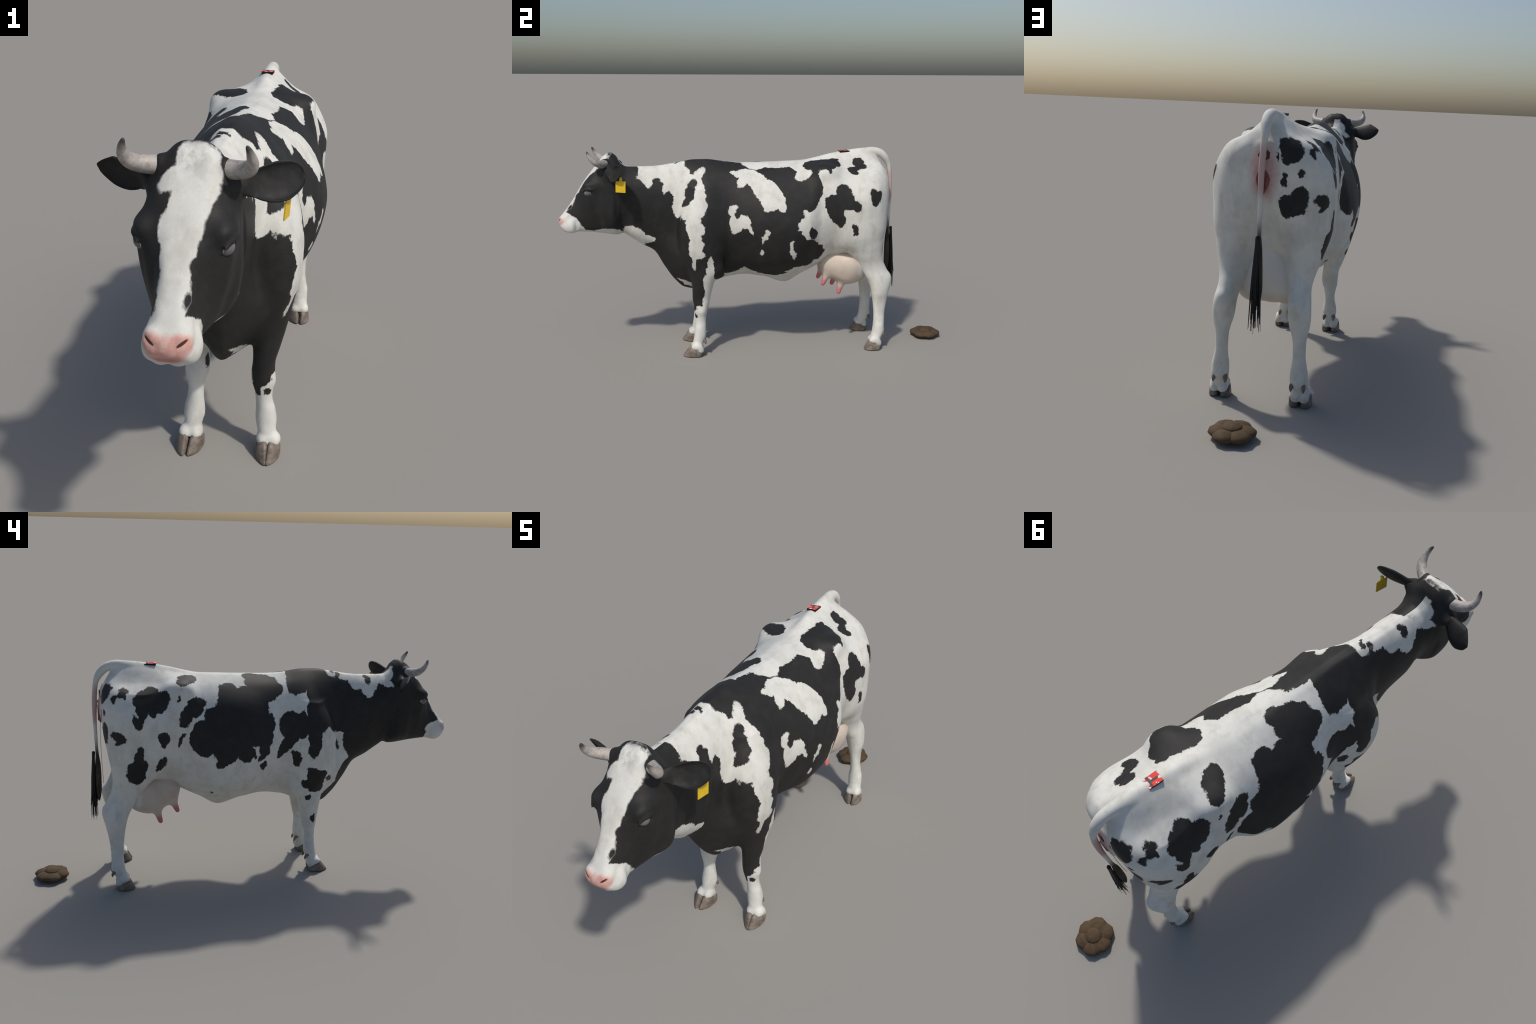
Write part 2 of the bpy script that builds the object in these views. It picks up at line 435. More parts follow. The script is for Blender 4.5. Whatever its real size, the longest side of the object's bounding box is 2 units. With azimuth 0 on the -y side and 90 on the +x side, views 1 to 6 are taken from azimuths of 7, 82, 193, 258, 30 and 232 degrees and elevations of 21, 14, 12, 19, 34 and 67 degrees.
def build_ear(side):
    """A cupped leaf: outer arc behind, inner hollow in front, closing to a stalk at the root."""
    if side > 0:
        root, tip = np.array((.088, -.744, .939)), np.array((.2235, -.6800, .9470))
        up = np.array((.010, .030, .060)); wide = 1.0
    else:
        root, tip = np.array((-.088, -.744, .934)), np.array((-.2250, -.6990, .9480))
        up = np.array((.000, -.032, .062)); wide = 1.05
    ax = tip - root; L = np.linalg.norm(ax); ax /= L
    up = up - ax * (up @ ax); up /= np.linalg.norm(up)
    back = np.cross(ax, up) * (-side)
    if back[1] < 0:
        back = -back
    #       t    upper  lower  bulge  hollow (negative = closed front) , sweep along up
    rows = [(-.28, .020, .020, .018, -.018, 0), (-.02, .024, .024, .021, -.021, 0), (.10, .024, .025, .020, -.014, 0), (.22, .0265, .030, .0195, .000, .000),
            (.34, .032, .038, .0200, .0105, -.001), (.48, .038, .044, .0200, .0145, -.001), (.60, .041, .046, .0190, .0140, 0),
            (.72, .040, .044, .0160, .0120, .001), (.84, .036, .036, .0120, .0085, .003), (.93, .027, .026, .0075, .0048, .004),
            (.98, .015, .015, .0040, .0020, .004), (1.0, .002, .002, .0020, .0005, .004)]
    R = np.array(rows); rings = []
    for t in np.linspace(-.28, 1, 42):
        u, l, b, h, s = pchip(R[:, 0], R[:, 1:], [t])[0]
        if t > .2:
            m = min(1, (t - .2) * 4); l *= 1 + (wide - 1) * m; u *= 1 - .6 * (wide - 1) * m
            if side < 0 and t > .66:
                u *= max(.1, 1 - .75 * (t - .66) / .34)
        c = root + ax * L * t + up * s - back * 0.004 * math.sin(math.pi * max(t, 0))
        ring = []
        for a in np.linspace(0, math.pi, 14, endpoint=False):
            w = u if math.cos(a) > 0 else l
            ring.append(c + up * w * math.cos(a) + back * b * math.sin(a)**0.8)
        for a in np.linspace(math.pi, 0, 14, endpoint=False):
            w = (u if math.cos(a) > 0 else l) * (0.90 if h > 0 else 1)
            ring.append(c + up * w * math.cos(a) + back * h * math.sin(a)**0.8)
        rings.append(ring)
    v, f = loft(rings)
    if np.linalg.det(np.array([ax, up, back])) < 0:
        f = [q[::-1] for q in f]
    return new_mesh("ear", v, f)


def build_horn(s):
    pts = [(s * .056, -.757, .977, .0220), (s * .074, -.766, .977, .0205), (s * .098, -.778, .980, .0192), (s * .1185, -.795, .988, .0170),
           (s * .1280, -.8140, 1.004, .0130), (s * .1262, -.8290, 1.0245, .0085), (s * .121, -.836, 1.039, .0042), (s * .119, -.8375, 1.042, .0015)]
    v, f = loft(tube(pts, 20, 8, (0, .3, 1)))
    return new_mesh("horn", v, f)


def build_claw(half, length, reach, top, heel):
    """One half of a cloven hoof: a rounded wedge with the wall sloping back from the toe.
    Local frame: toe towards -y, inner side towards -x, ground at z = 0."""
    n = 40; rings = []
    # (fraction of height, inset)
    for h, inset in ((0, .0018), (.04, .0004), (.10, 0), (.35, 0), (.7, .0004), (1.0, .0016)):
        ring = []
        for k in range(n):
            a = 2 * math.pi * k / n
            ca, sa = math.cos(a), math.sin(a)
            x = half * np.sign(ca) * abs(ca)**0.75
            y = np.sign(sa) * abs(sa)**0.9
            front = max(-y, 0)
            # pointed toe on the inner side, straight inner wall
            x = x * (1 - 0.55 * front**2.2) - half * 0.30 * front**2
            yy = y * length * 0.5
            zt = heel + (top - heel) * (0.5 - 0.5 * y)
            z = h * zt
            yy += reach * (z / top) * (0.25 + 0.75 * front)
            x *= 1 - 0.10 * (z / top)
            d = math.hypot(x, yy) + 1e-9
            ring.append(np.array((x * (1 - inset / d), yy * (1 - inset / d), z)))
        rings.append(ring)
    return loft(rings)


def build_udder():
    F = Field((-.165, .27, .265), (.165, .60, .63), .0045)
    F.ball((0, .430, .465), (.105, .125, .080), 0.03)
    for s in (1, -1):
        F.ball((s * .056, .394, .440), (.062, .076, .074), 0.03)
        F.ball((s * .072, .462, .416), (.072, .086, .080), 0.03)
        F.ball((s * .090, .470, .455), (.060, .078, .058), 0.03)
        F.ball((s * .058, .512, .440), (.058, .054, .085), 0.03)
        F.cord([(s * .060, .352, .395, .024), (s * .0635, .343, .372, .0165), (s * .066, .335, .352, .0130), (s * .068, .329, .338, .0108)], 0.022)
        F.cord([(s * .068, .428, .365, .026), (s * .076, .421, .335, .0175), (s * .081, .415, .312, .0138), (s * .085, .410, .295, .0112)], 0.022)
    F.ball((0, .450, .402), (.060, .085, .068), 0.03)
    F.ball((0, .520, .530), (.062, .048, .085), 0.04)
    v, q = F.mesh()
    return v, q


def build_dung():
    """A cow pat: six flat, coarse lobes round a low dome."""
    def dome(cx, cy, cz, r, h, n, m, turn):
        rings = []
        for i in range(m + 1):
            e = -0.9 + (math.pi / 2 + 0.9) * i / m
            rr = r * math.cos(e); z = cz + h * math.sin(e)
            rings.append([np.array((cx + rr * math.cos(turn + 2 * math.pi * k / n), cy + rr * math.sin(turn + 2 * math.pi * k / n), z)) for k in range(n)])
        return loft(rings)
    pieces = []
    for i in range(6):
        a = math.radians(12 + 60 * i + (i % 3 - 1) * 3)
        pieces.append(("lobe", dome(.0385 * math.cos(a), .0385 * math.sin(a), .0200, .0425 + .001 * (i % 3), .0180, 10, 6, a + .3)))
    pieces.append(("crown", dome(0, 0, .0350, .0350, .0125, 11, 5, .2)))
    return pieces


def hair_strand(v, f, pts, r0, r1):
    pts = [(p[0], p[1], p[2], r0 + (r1 - r0) * i / (len(pts) - 1)) for i, p in enumerate(pts)]
    rv, rf = loft(tube(pts, 6, 4, (1, 0.2, 0)))
    o = len(v); v += rv; f += [tuple(i + o for i in q) for q in rf]


def build_all(M):
    scene = bpy.context.scene
    cow = bpy.data.objects.new("dairy_cow", None)
    scene.collection.objects.link(cow)
    cow["label"] = "black and white horned dairy cow with yellow ear tag"
    cow["category"] = "cow"

    # ---- hide, split by region, one set of normals
    F = build_hide()
    v, q = F.mesh()
    nrm = corner_normals(v, q)
    reg = region_of(v[q].mean(1))
    coat = M["coat"]
    for name in ("torso", "neck", "head", "foreleg", "foreleg.001", "hindleg", "hindleg.001", "tail"):
        qq = q[reg == name]
        used, inv = np.unique(qq, return_inverse=True)
        me = new_mesh(name, v[used], inv.reshape(-1, 4).tolist(), nrm[used])
        ob = new_object(name, me, cow)
        # each zone of the part carries only the markings that reach it
        c = v[qq].mean(1)
        slot = np.zeros(len(c), np.int32)
        sides = [("right", c[:, 0] < 0), ("left", c[:, 0] >= 0)] if name in ("torso", "neck", "head") else [("right" if name.endswith(".001") else "left", np.ones(len(c), bool))]
        todo = [(sd, np.flatnonzero(m)) for sd, m in sides]
        while todo:
            sd, ids = todo.pop(0)
            at = v[qq[ids]].reshape(-1, 3)
            lo, hi = at.min(0), at.max(0)
            if len(M["nearby"](sd, lo, hi)) > 44 and (hi - lo).max() > .08:
                ax = int(np.argmax(hi - lo)); mid = np.median(c[ids, ax])
                todo += [(sd, ids[c[ids, ax] < mid]), (sd, ids[c[ids, ax] >= mid])]
                continue
            slot[ids] = len(me.materials)
            me.materials.append(coat(name, sd, lo, hi))
        me.polygons.foreach_set("material_index", slot)
    P = bpy.data.objects

    # ---- ears, tag, horns, eyes
    for nm, s in (("ear", 1), ("ear.001", -1)):
        new_object(nm, build_ear(s), P["head"], M["ear"])
    for nm, s in (("horn", 1), ("horn.001", -1)):
        new_object(nm, build_horn(s), P["head"], M["horn"])
    for nm, s in (("eye", 1), ("eye.001", -1)):
        bm = bmesh.new(); bmesh.ops.create_uvsphere(bm, u_segments=32, v_segments=20, radius=.0195)
        me = bpy.data.meshes.new("eye"); bm.to_mesh(me); bm.free()
        me.polygons.foreach_set("use_smooth", [True] * len(me.polygons))
        ob = new_object(nm, me, P["head"], M["eye"])
        ob.location = (s * .0835, -.8455, .8425)
        d = Vector((s * .86, -.44, -.24)).normalized()
        ob.rotation_euler = d.to_track_quat("Z", "Y").to_euler()
    build_tag(P["ear"], M)

    # ---- feet
    feet = (("foreleg", .137, -.3610, .0200, .098, .040, (-8, 8), 0, .0016), ("foreleg.001", -.097, -.3600, .0200, .096, .040, (-5, 6), -.10, .0032),
            ("hindleg", .150, .5790, .0208, .084, .028, (-5, 5), .08, .0022), ("hindleg.001", -.150, .5790, .0208, .084, .028, (-5, 5), -.10, .0022))
    n = 0
    for leg, cx, cy, half, length, reach, splay, yaw, gap in feet:
        for j, s in enumerate((1, -1)):
            cv, cf = build_claw(half, length, reach, .055 if length > .09 else .050, .021)
            a = math.radians(splay[0] if s > 0 else splay[1]) + yaw
            pts = []
            for p in cv:
                x, y = p[0] * s, p[1]
                # turn about the heel
                y2 = y - length * .4
                X = x * math.cos(a) - y2 * math.sin(a); Y = x * math.sin(a) + y2 * math.cos(a) + length * .4
                pts.append((cx + s * (half * .96 + gap) + X, cy + Y, p[2]))
            if s < 0:
                cf = [t[::-1] for t in cf]
            me = new_mesh("hoof", pts, cf)
            new_object("hoof" + (".%03d" % n if n else ""), me, P[leg], M["hoof"]); n += 1
    dew = (("foreleg", .123, -.2990, .072), ("foreleg.001", -.0945, -.2985, .072), ("hindleg", .1410, .6345, .077), ("hindleg.001", -.147, .6345, .077))
    n = 0
    for leg, cx, cy, cz in dew:
        for s in (1, -1):
            c = np.array((cx + s * .0205, cy, cz))
            pts = [tuple(c + (s * -.002, -.014, .014)) + (.0065,), tuple(c + (s * .001, -.001, .009)) + (.0082,), tuple(c + (s * .002, .005, 0)) + (.0068,), tuple(c + (s * .002, .007, -.008)) + (.0040,), tuple(c + (s * .002, .0075, -.0125)) + (.0012,)]
            dv, df = loft(tube(pts, 12, 4, (0, 1, .2)))
            new_object("dewclaw" + (".%03d" % n if n else ""), new_mesh("dewclaw", dv, df), P[leg], M["hoof"]); n += 1

    # ---- udder with teats
    uv, uq = build_udder()
    un = corner_normals(uv, uq)
    c = uv[uq].mean(1)
    front = (c[:, 1] < .385) & (c[:, 2] < .374 - (.352 - c[:, 1]) * .0) & (np.abs(c[:, 0]) > .035)
    rear = (c[:, 1] >= .385) & (c[:, 2] < .330) & (np.abs(c[:, 0]) > .045)
    part = np.where(front | rear, np.where(front, 1, 3) + (c[:, 0] < 0), 0)
    ud = None
    for k, nm in ((0, "udder"), (1, "teat"), (2, "teat.001"), (3, "teat.002"), (4, "teat.003")):
        qq = uq[part == k]; used, inv = np.unique(qq, return_inverse=True)
        ob = new_object(nm, new_mesh(nm, uv[used], inv.reshape(-1, 4).tolist(), un[used]), cow if ud is None else ud, M["udder"])
        ud = ud or ob

    # ---- tail tuft: brown switch in front, black brush of hair behind
    sw = [(.628, .006, .0055, .687), (.600, .0095, .0080, .686), (.556, .0130, .0125, .6855), (.495, .0165, .0142, .6860), (.440, .0180, .0138, .6865), (.405, .0150, .0095, .6870), (.386, .0080, .0050, .687), (.380, .0020, .0015, .687)]
    S = np.array(sw[::-1]); zs = np.linspace(S[0, 0], S[-1, 0], 30); sv = pchip(S[:, 0], S[:, 1:], zs)
    rings = [[np.array((a * math.cos(t), cyy + b * math.sin(t), z)) for t in np.linspace(0, 2 * math.pi, 20, endpoint=False)] for z, (a, b, cyy) in zip(zs, sv)]
    tv, tf = loft(rings)
    new_object("tail_switch", new_mesh("tail_switch", tv, tf), P["tail"], M["switch"])
    hv, hf = [], []
    for i in range(64):
        a = rng.uniform(0, 2 * math.pi); r = math.sqrt(rng.random())
        long = rng.random()
        end = .385 - .055 * rng.random() if i < 36 else .322 - .036 * long
        x0, y0 = .0050 * r * math.cos(a), .7025 + .0042 * r * math.sin(a)
        xm, ym = .0140 * r * math.cos(a), .7080 + .0090 * r * math.sin(a)
        x1, y1 = .0215 * r * math.cos(a) + rng.uniform(-.002, .002), .7095 + .0175 * r * math.sin(a) + rng.uniform(-.002, .002)
        ztop = .624 - .006 * r * r - .004 * rng.random()
        hair_strand(hv, hf, [(x0, y0, ztop), (x0 * 1.3, y0 + .002, .585), (xm, ym, .490), (xm * 1.3, ym + (y1 - ym) * .35, .430), (x1, y1, end)], .0038, .0006 if i >= 40 else .0012)
    hb = new_object("tail_brush", new_mesh("tail_brush", hv, hf), P["tail"], M["brush"])
    hb["kind"] = "stuff"

    build_rear(cow, M)
    build_badge(P["torso"], M)

    # ---- cow pat, a thing of its own
    pat = bpy.data.objects.new("cow_pat", None)
    scene.collection.objects.link(pat)
    pat.location = (0, .9235, 0)
    pat["label"] = "flat brown cow pat with six lobes and a dome"
    pat["category"] = "cow dung"
    n = 0
    for nm, (pv, pf) in build_dung():
        ob = new_object(nm if nm == "crown" or n == 0 else "lobe.%03d" % n, new_mesh(nm, pv, pf), pat, M["dung"])
        n += nm == "lobe"


def box(c, h, bevel=.0008, turn=None):
    bm = bmesh.new(); bmesh.ops.create_cube(bm, size=2)
    for p in bm.verts:
        p.co = Vector((p.co.x * h[0], p.co.y * h[1], p.co.z * h[2]))
    if bevel:
        bmesh.ops.bevel(bm, geom=bm.edges[:], offset=bevel, segments=2, affect="EDGES")
    for p in bm.verts:
        co = p.co if turn is None else turn @ p.co
        p.co = co + Vector(c)
    return bm


def finish(bm, name):
    me = bpy.data.meshes.new(name); bm.to_mesh(me); bm.free()
    return me


def build_tag(ear, M):
    bm = box((0, 0, 0), (.0018, .0235, .0275))
    st = box((0, 0, .035), (.0018, .0065, .0100))
    tmp = finish(st, "strap"); bm.from_mesh(tmp); bpy.data.meshes.remove(tmp)
    me = finish(bm, "ear_tag")
    ob = new_object("ear_tag", me, ear, M["tag"])
    ob.location = (.1885, -.6815, .8825)
    ob.rotation_euler = (math.radians(-3), math.radians(3), math.radians(-8))
    stud = new_object("tag_stud", build_stud(), ob, M["tag"])


def build_stud():
    pts = [(-.006, 0, .041, .0055), (-.002, 0, .041, .0055), (.002, 0, .041, .0050), (.006, 0, .041, .0050)]
    v, f = loft(tube(pts, 14, 2, (0, 0, 1)))
    return new_mesh("tag_stud", v, f)


def build_rear(cow, M):
    """Anus and vulva under the tail, with a hanging thread of slime."""
    torso = bpy.data.objects["torso"]
    rings = []
    n = 28
    for r, h in ((1.0, -.004), (1.0, .0005), (.96, .0020), (.70, .0028), (.45, .0016), (.20, -.001)):
        ring = []
        for k in range(n):
            a = 2 * math.pi * k / n
            rr = .0205 * r * (1 + .06 * math.cos(7 * a) * (1 if r > .3 else 0))
            ring.append(np.array((rr * math.cos(a), .6625 + h * 1.6, .889 + rr * math.sin(a))))
        rings.append(ring)
    v, f = loft(rings)
    new_object("anus", new_mesh("anus", v, [t[::-1] for t in f]), torso, M["anus"])
    for nm, s in (("vulva", 1), ("vulva.001", -1)):
        rows = []
        for t in np.linspace(0, 1, 22):
            z = .846 - .088 * t
            w = .0235 * (math.sin(math.pi * min(t * 1.15 + .0, 1))**.55 if t < .43 else 1.0 - .93 * ((t - .43) / .57)**1.5)
            w = max(w, .0012)
            yb = .6650 + .004 * math.sin(math.pi * t) - .002 * t
            a = np.linspace(0, 2 * math.pi, 14, endpoint=False)
            rows.append([np.array((s * (.0012 + w * .5 + w * .5 * math.cos(q)), yb + .0075 * math.sin(q) * min(1, w / .008), z)) for q in a])
        v, f = loft(rows)
        new_object(nm, new_mesh("vulva", v, f if s > 0 else [t[::-1] for t in f]), torso, M["vulva"])
    rows = []
    for t in np.linspace(0, 1, 12):
        z = .840 - .072 * t
        rows.append([np.array((.0035 * math.cos(q) * math.sin(math.pi * (.08 + .84 * t)), .6720 + .0035 * math.sin(q), z)) for q in np.linspace(0, 2 * math.pi, 8, endpoint=False)])
    v, f = loft(rows)
    new_object("vulva_slit", new_mesh("vulva_slit", v, f), torso, M["slit"])
    pts = [(-.001, .664, .765, .0014), (-.002, .6665, .740, .0013), (-.001, .6680, .670, .0013), (0, .6675, .585, .0013), (0, .6655, .520, .0012), (0, .6630, .466, .0012)]
    v, f = loft(tube(pts, 8, 6, (1, 0, 0)))
    new_object("slime_thread", new_mesh("slime_thread", v, f), torso, M["slime"])


def build_badge(torso, M):
    """A small red, white and black plate half sunk into the croup."""
    me = finish(box((0, 0, 0), (.0200, .0255, .0045), .0005), "rump_plate")
    ob = new_object("rump_plate", me, torso, M["plate"])
    ob.location = (.001, .4375, 1.0218)
    ob.rotation_euler = (math.radians(-1), 0, 0)
    cross = finish(box((0, .004, .0045), (.0035, .0215, .0008), .0002), "cross_bar")
    new_object("cross_bar", cross, ob, M["bar"])
    bar = finish(box((0, .0125, .0046), (.0198, .0034, .0010), .0002), "cross_bar.001")
    new_object("cross_bar.001", bar, ob, M["bar"])


# --------------------------------------------------------------- materials
class Graph:
    """Short hand for building shader nodes."""

    def __init__(self, name):
        self.mat = bpy.data.materials.new(name); self.mat.use_nodes = True
        self.t = self.mat.node_tree; self.t.nodes.clear()
        self.out = self.t.nodes.new("ShaderNodeOutputMaterial")
        self.bsdf = self.t.nodes.new("ShaderNodeBsdfPrincipled")
        self.t.links.new(self.bsdf.outputs[0], self.out.inputs["Surface"])
        self.obj = self.t.nodes.new("ShaderNodeTexCoord").outputs["Object"]

    def plug(self, sock, val):
        if isinstance(val, bpy.types.NodeSocket):
            self.t.links.new(val, sock)
        elif val is not None:
            if isinstance(val, (tuple, list)) and len(val) == 3 and len(sock.default_value) == 4:
                val = (*val, 1)
            sock.default_value = val

    def math(self, op, a, b=None, c=None, clamp=False):
        n = self.t.nodes.new("ShaderNodeMath"); n.operation = op; n.use_clamp = clamp
        for i, x in enumerate((a, b, c)):
            if x is not None:
                self.plug(n.inputs[i], x)
        return n.outputs[0]

    def vec(self, op, a, b=None, scale=None):
        n = self.t.nodes.new("ShaderNodeVectorMath"); n.operation = op
        self.plug(n.inputs[0], a)
        if b is not None:
            self.plug(n.inputs[1], b)
        if scale is not None:
            self.plug(n.inputs["Scale"], scale)
        return n.outputs["Value"] if op in ("LENGTH", "DOT_PRODUCT", "DISTANCE") else n.outputs[0]

    def split(self, v):
        n = self.t.nodes.new("ShaderNodeSeparateXYZ"); self.plug(n.inputs[0], v); return n.outputs

    def join(self, x, y, z):
        n = self.t.nodes.new("ShaderNodeCombineXYZ")
        for i, s in enumerate((x, y, z)):
            self.plug(n.inputs[i], s)
        return n.outputs[0]

    def noise(self, v, scale, detail=3, rough=.55, colour=False):
        n = self.t.nodes.new("ShaderNodeTexNoise")
        self.plug(n.inputs["Vector"], v); n.inputs["Scale"].default_value = scale
        n.inputs["Detail"].default_value = detail; n.inputs["Roughness"].default_value = rough
        return n.outputs["Color" if colour else "Fac"]

    def ramp(self, x, lo, hi, a=0.0, b=1.0, smooth=True):
        n = self.t.nodes.new("ShaderNodeMapRange"); n.interpolation_type = "SMOOTHSTEP" if smooth else "LINEAR"
        for i, s in enumerate((x, lo, hi, a, b)):
            self.plug(n.inputs[i], s)
        return n.outputs[0]

    def mix(self, f, a, b, mode="MIX"):
        n = self.t.nodes.new("ShaderNodeMix"); n.data_type = "RGBA"; n.blend_type = mode
        self.plug(n.inputs[0], f); self.plug(n.inputs[6], a); self.plug(n.inputs[7], b)
        return n.outputs[2]

    def stretch(self, v, s):
        n = self.t.nodes.new("ShaderNodeMapping"); self.plug(n.inputs["Vector"], v)
        n.inputs["Scale"].default_value = s
        return n.outputs[0]

    def ellipse(self, q, c, r, turn):
        """Approximate distance to an ellipsoid, turned in its own xy plane."""
        n = self.t.nodes.new("ShaderNodeMapping"); n.vector_type = "TEXTURE"
        self.plug(n.inputs["Vector"], q)
        n.inputs["Location"].default_value = c; n.inputs["Rotation"].default_value = (0, 0, turn)
        n.inputs["Scale"].default_value = r
        g = math.sqrt(r[0] * r[1])
        return self.math("MULTIPLY_ADD", self.vec("LENGTH", n.outputs[0]), g, -g)

    def bump(self, h, strength, dist):
        n = self.t.nodes.new("ShaderNodeBump"); self.plug(n.inputs["Height"], h)
        n.inputs["Strength"].default_value = strength; n.inputs["Distance"].default_value = dist
        self.plug(self.bsdf.inputs["Normal"], n.outputs[0])

    def finish(self, colour, rough=.6, spec=.3):
        self.plug(self.bsdf.inputs["Base Color"], colour)
        self.plug(self.bsdf.inputs["Roughness"], rough)
        self.bsdf.inputs["Specular IOR Level"].default_value = spec
        return self.mat


# ------------------------------------------------- the markings of the coat
# Every marking is a cluster of ellipses laid on one of these planes:
#   flank - seen from the side (along the body, height)
#   back  - seen from above and aside at 45 degrees
#   face  - seen from in front, seat - seen from behind
MARKINGS = []
HALF = math.sqrt(.5)


def marking(name, colour, side, plane, depth, reach, *ellipses):
    MARKINGS.append((name, colour, side, plane, depth, reach, ellipses))


def plane_of(p, side, plane):
    x, y, z = p
    s = 1 if side == "left" else -1
    return {"flank": (y, z, x), "back": (y, (z - s * x) * HALF, (z + s * x) * HALF), "face": (x, z, y), "seat": (x, z, y)}[plane]


marking("flank", "black", "left", "flank", .164, 9,
        (-.3626, .343, .1508, .071, 163), (-.4689, .9528, .2478, .1324, 8), (.2434, 1.0041, .1327, .0877, 172), (-.5333, .7622, .3316, .2699, 88), (.0935, .892, .2032, .1972, 160), (-.6758, .9389, .1512, .1313, 80), (-.3642, .4295, .1888, .17, 34), (-.4178, .515, .2397, .196, 141), (-.7104, .6194, .1346, .0944, 78), (-.0135, .5521, .1957, .1208, 144), (-.1898, .8148, .3842, .2506, 157), (-.004, .9009, .2018, .1886, 9), (-.1798, .5219, .1151, .112, 38), (-.5541, .9955, .2607, .0772, 168), (.1791, .5568, .138, .1001, 167), (-.1884, 1.0044, .2363, .0849, 3))
marking("flank_white", "white", "left", "flank", .2, 9,
        (.3091, .6272, .0623, .0254, 66), (.2715, .7246, .0806, .0266, 72), (.3016, .673, .0453, .0408, 155), (.329, .5675, .0275, .0216, 60), (.2865, .5983, .0424, .018, 143), (.3382, .6057, .055, .0202, 83), (.342, .6473, .0371, .0222, 100), (.2084, .7355, .0247, .0125, 121), (.2527, .6902, .0806, .0647, 44), (.2229, .6424, .033, .0286, 63), (.2657, .6467, .0542, .0416, 178), (.2919, .7822, .0611, .0111, 86), (.1992, .6869, .0398, .0226, 176))
marking("hip_white", "white", "left", "flank", .177, 9,
        (.3678, .9047, .0281, .0198, 120), (.3721, .9203, .0193, .0185, 14), (.3307, .9098, .0324, .0197, 155), (.3366, .8718, .0436, .026, 32), (.3014, .8978, .0498, .0168, 106), (.3017, .9226, .0258, .0253, 91), (.3386, .8549, .0225, .0133, 51), (.3129, .8712, .0253, .0192, 99))
marking("flank_dot_left", "black", "left", "flank", .215, .14,
        (.2447, .6399, .0326, .0222, 110))
marking("belly_white", "white", "left", "flank", .116, 9,
        (.2002, .4353, .0288, .0226, 3), (.2793, .4556, .0165, .0129, 19), (.2648, .4521, .0268, .0135, 39), (.2286, .4348, .0423, .0107, 18), (.1618, .4416, .0481, .0069, 16), (.1633, .4075, .0333, .0151, 20), (.3145, .4771, .0422, .0109, 49), (.2799, .4727, .0216, .0132, 171), (.1725, .4228, .0368, .024, 10), (.3251, .5021, .0214, .017, 113))
marking("back_strip", "white", "left", "back", .732, .341,
        (.2995, .7281, .0686, .063, 20), (.0937, .6945, .1381, .0788, 180), (.5367, .6279, .0932, .0547, 102), (.2038, .5555, .047, .0296, 28), (.3775, .7539, .0958, .0401, 179), (-.0603, .7305, .0996, .0504, 12), (.1942, .6662, .0676, .0351, 77), (.091, .7616, .1252, .0261, 2), (-.0332, .6916, .0846, .0636, 110), (.5056, .7089, .1003, .0898, 16), (.4114, .5983, .0939, .0482, 43), (.4069, .7257, .1239, .0666, 11), (.1728, .6257, .0856, .0267, 125), (.2, .7165, .1106, .0688, 21), (.5583, .7456, .0668, .0441, 40), (.4784, .5851, .1159, .0527, 10))
marking("hip_cap", "black", "left", "back", .75, .236,
        (.3016, .6368, .0565, .0279, 172), (.246, .6228, .042, .0318, 71), (.3281, .5906, .0518, .0403, 37), (.3814, .6152, .0277, .0192, 87), (.3546, .6399, .046, .0238, 22), (.2778, .5928, .0358, .0135, 43))
marking("saddle_gap", "white", "left", "back", .717, .205,
        (-.0614, .5827, .0593, .0318, 161), (-.1151, .5822, .0455, .0184, 159), (-.091, .5457, .0464, .0271, 53), (.0544, .4557, .0665, .0356, 124), (.0267, .5036, .0426, .0317, 149), (-.013, .4638, .0542, .0264, 120), (.0343, .4178, .0505, .0405, 170), (.0778, .4058, .0424, .0202, 126), (.0171, .4172, .0465, .0246, 91), (-.0335, .5468, .0517, .0434, 137), (-.0151, .5198, .0491, .0367, 75))
marking("rib_island", "white", "left", "flank", .193, .14,
        (-.1458, .6916, .0443, .021, 92), (-.1475, .7663, .0214, .0162, 36), (-.0714, .6701, .0311, .0067, 115), (-.1316, .6646, .031, .0168, 52), (-.1565, .7481, .0209, .018, 113), (-.08, .7115, .026, .0129, 117), (-.1059, .721, .0182, .0143, 64), (-.115, .6963, .0516, .0208, 161))
marking("rib_fleck", "white", "left", "flank", .234, .14,
        (-.0053, .6083, .0163, .0054, 87), (.007, .6351, .0163, .0099, 83), (.0154, .654, .0142, .0109, 112), (-.007, .6244, .0147, .0057, 128))
marking("rib_dot", "white", "left", "flank", .21, .14,
        (-.0105, .5483, .0132, .008, 95))
marking("belly_fleck", "white", "left", "flank", .23, .14,
        (.1519, .5282, .0196, .0093, 73), (.1408, .5428, .0313, .0124, 114), (.1346, .5986, .0131, .008, 55), (.1352, .5692, .0295, .0073, 92))
marking("collar", "white", "left", "back", .667, .318,
        (-.4391, .6404, .0837, .0549, 57), (-.3927, .4732, .0501, .0486, 144), (-.5712, .5999, .0529, .0247, 117), (-.3124, .4821, .0965, .0304, 92), (-.4093, .6996, .0607, .0295, 81), (-.3732, .5126, .1071, .0634, 102), (-.3289, .5646, .0813, .0253, 52), (-.438, .6019, .0859, .0257, 57), (-.34, .425, .0646, .0604, 10), (-.4518, .7089, .0736, .0456, 11), (-.4541, .5781, .0805, .0209, 119), (-.5338, .6101, .0815, .0189, 6), (-.3896, .6123, .0523, .0359, 114), (-.5321, .67, .0761, .0744, 79), (-.566, .6944, .056, .0329, 124), (-.4999, .7148, .098, .0354, 179))
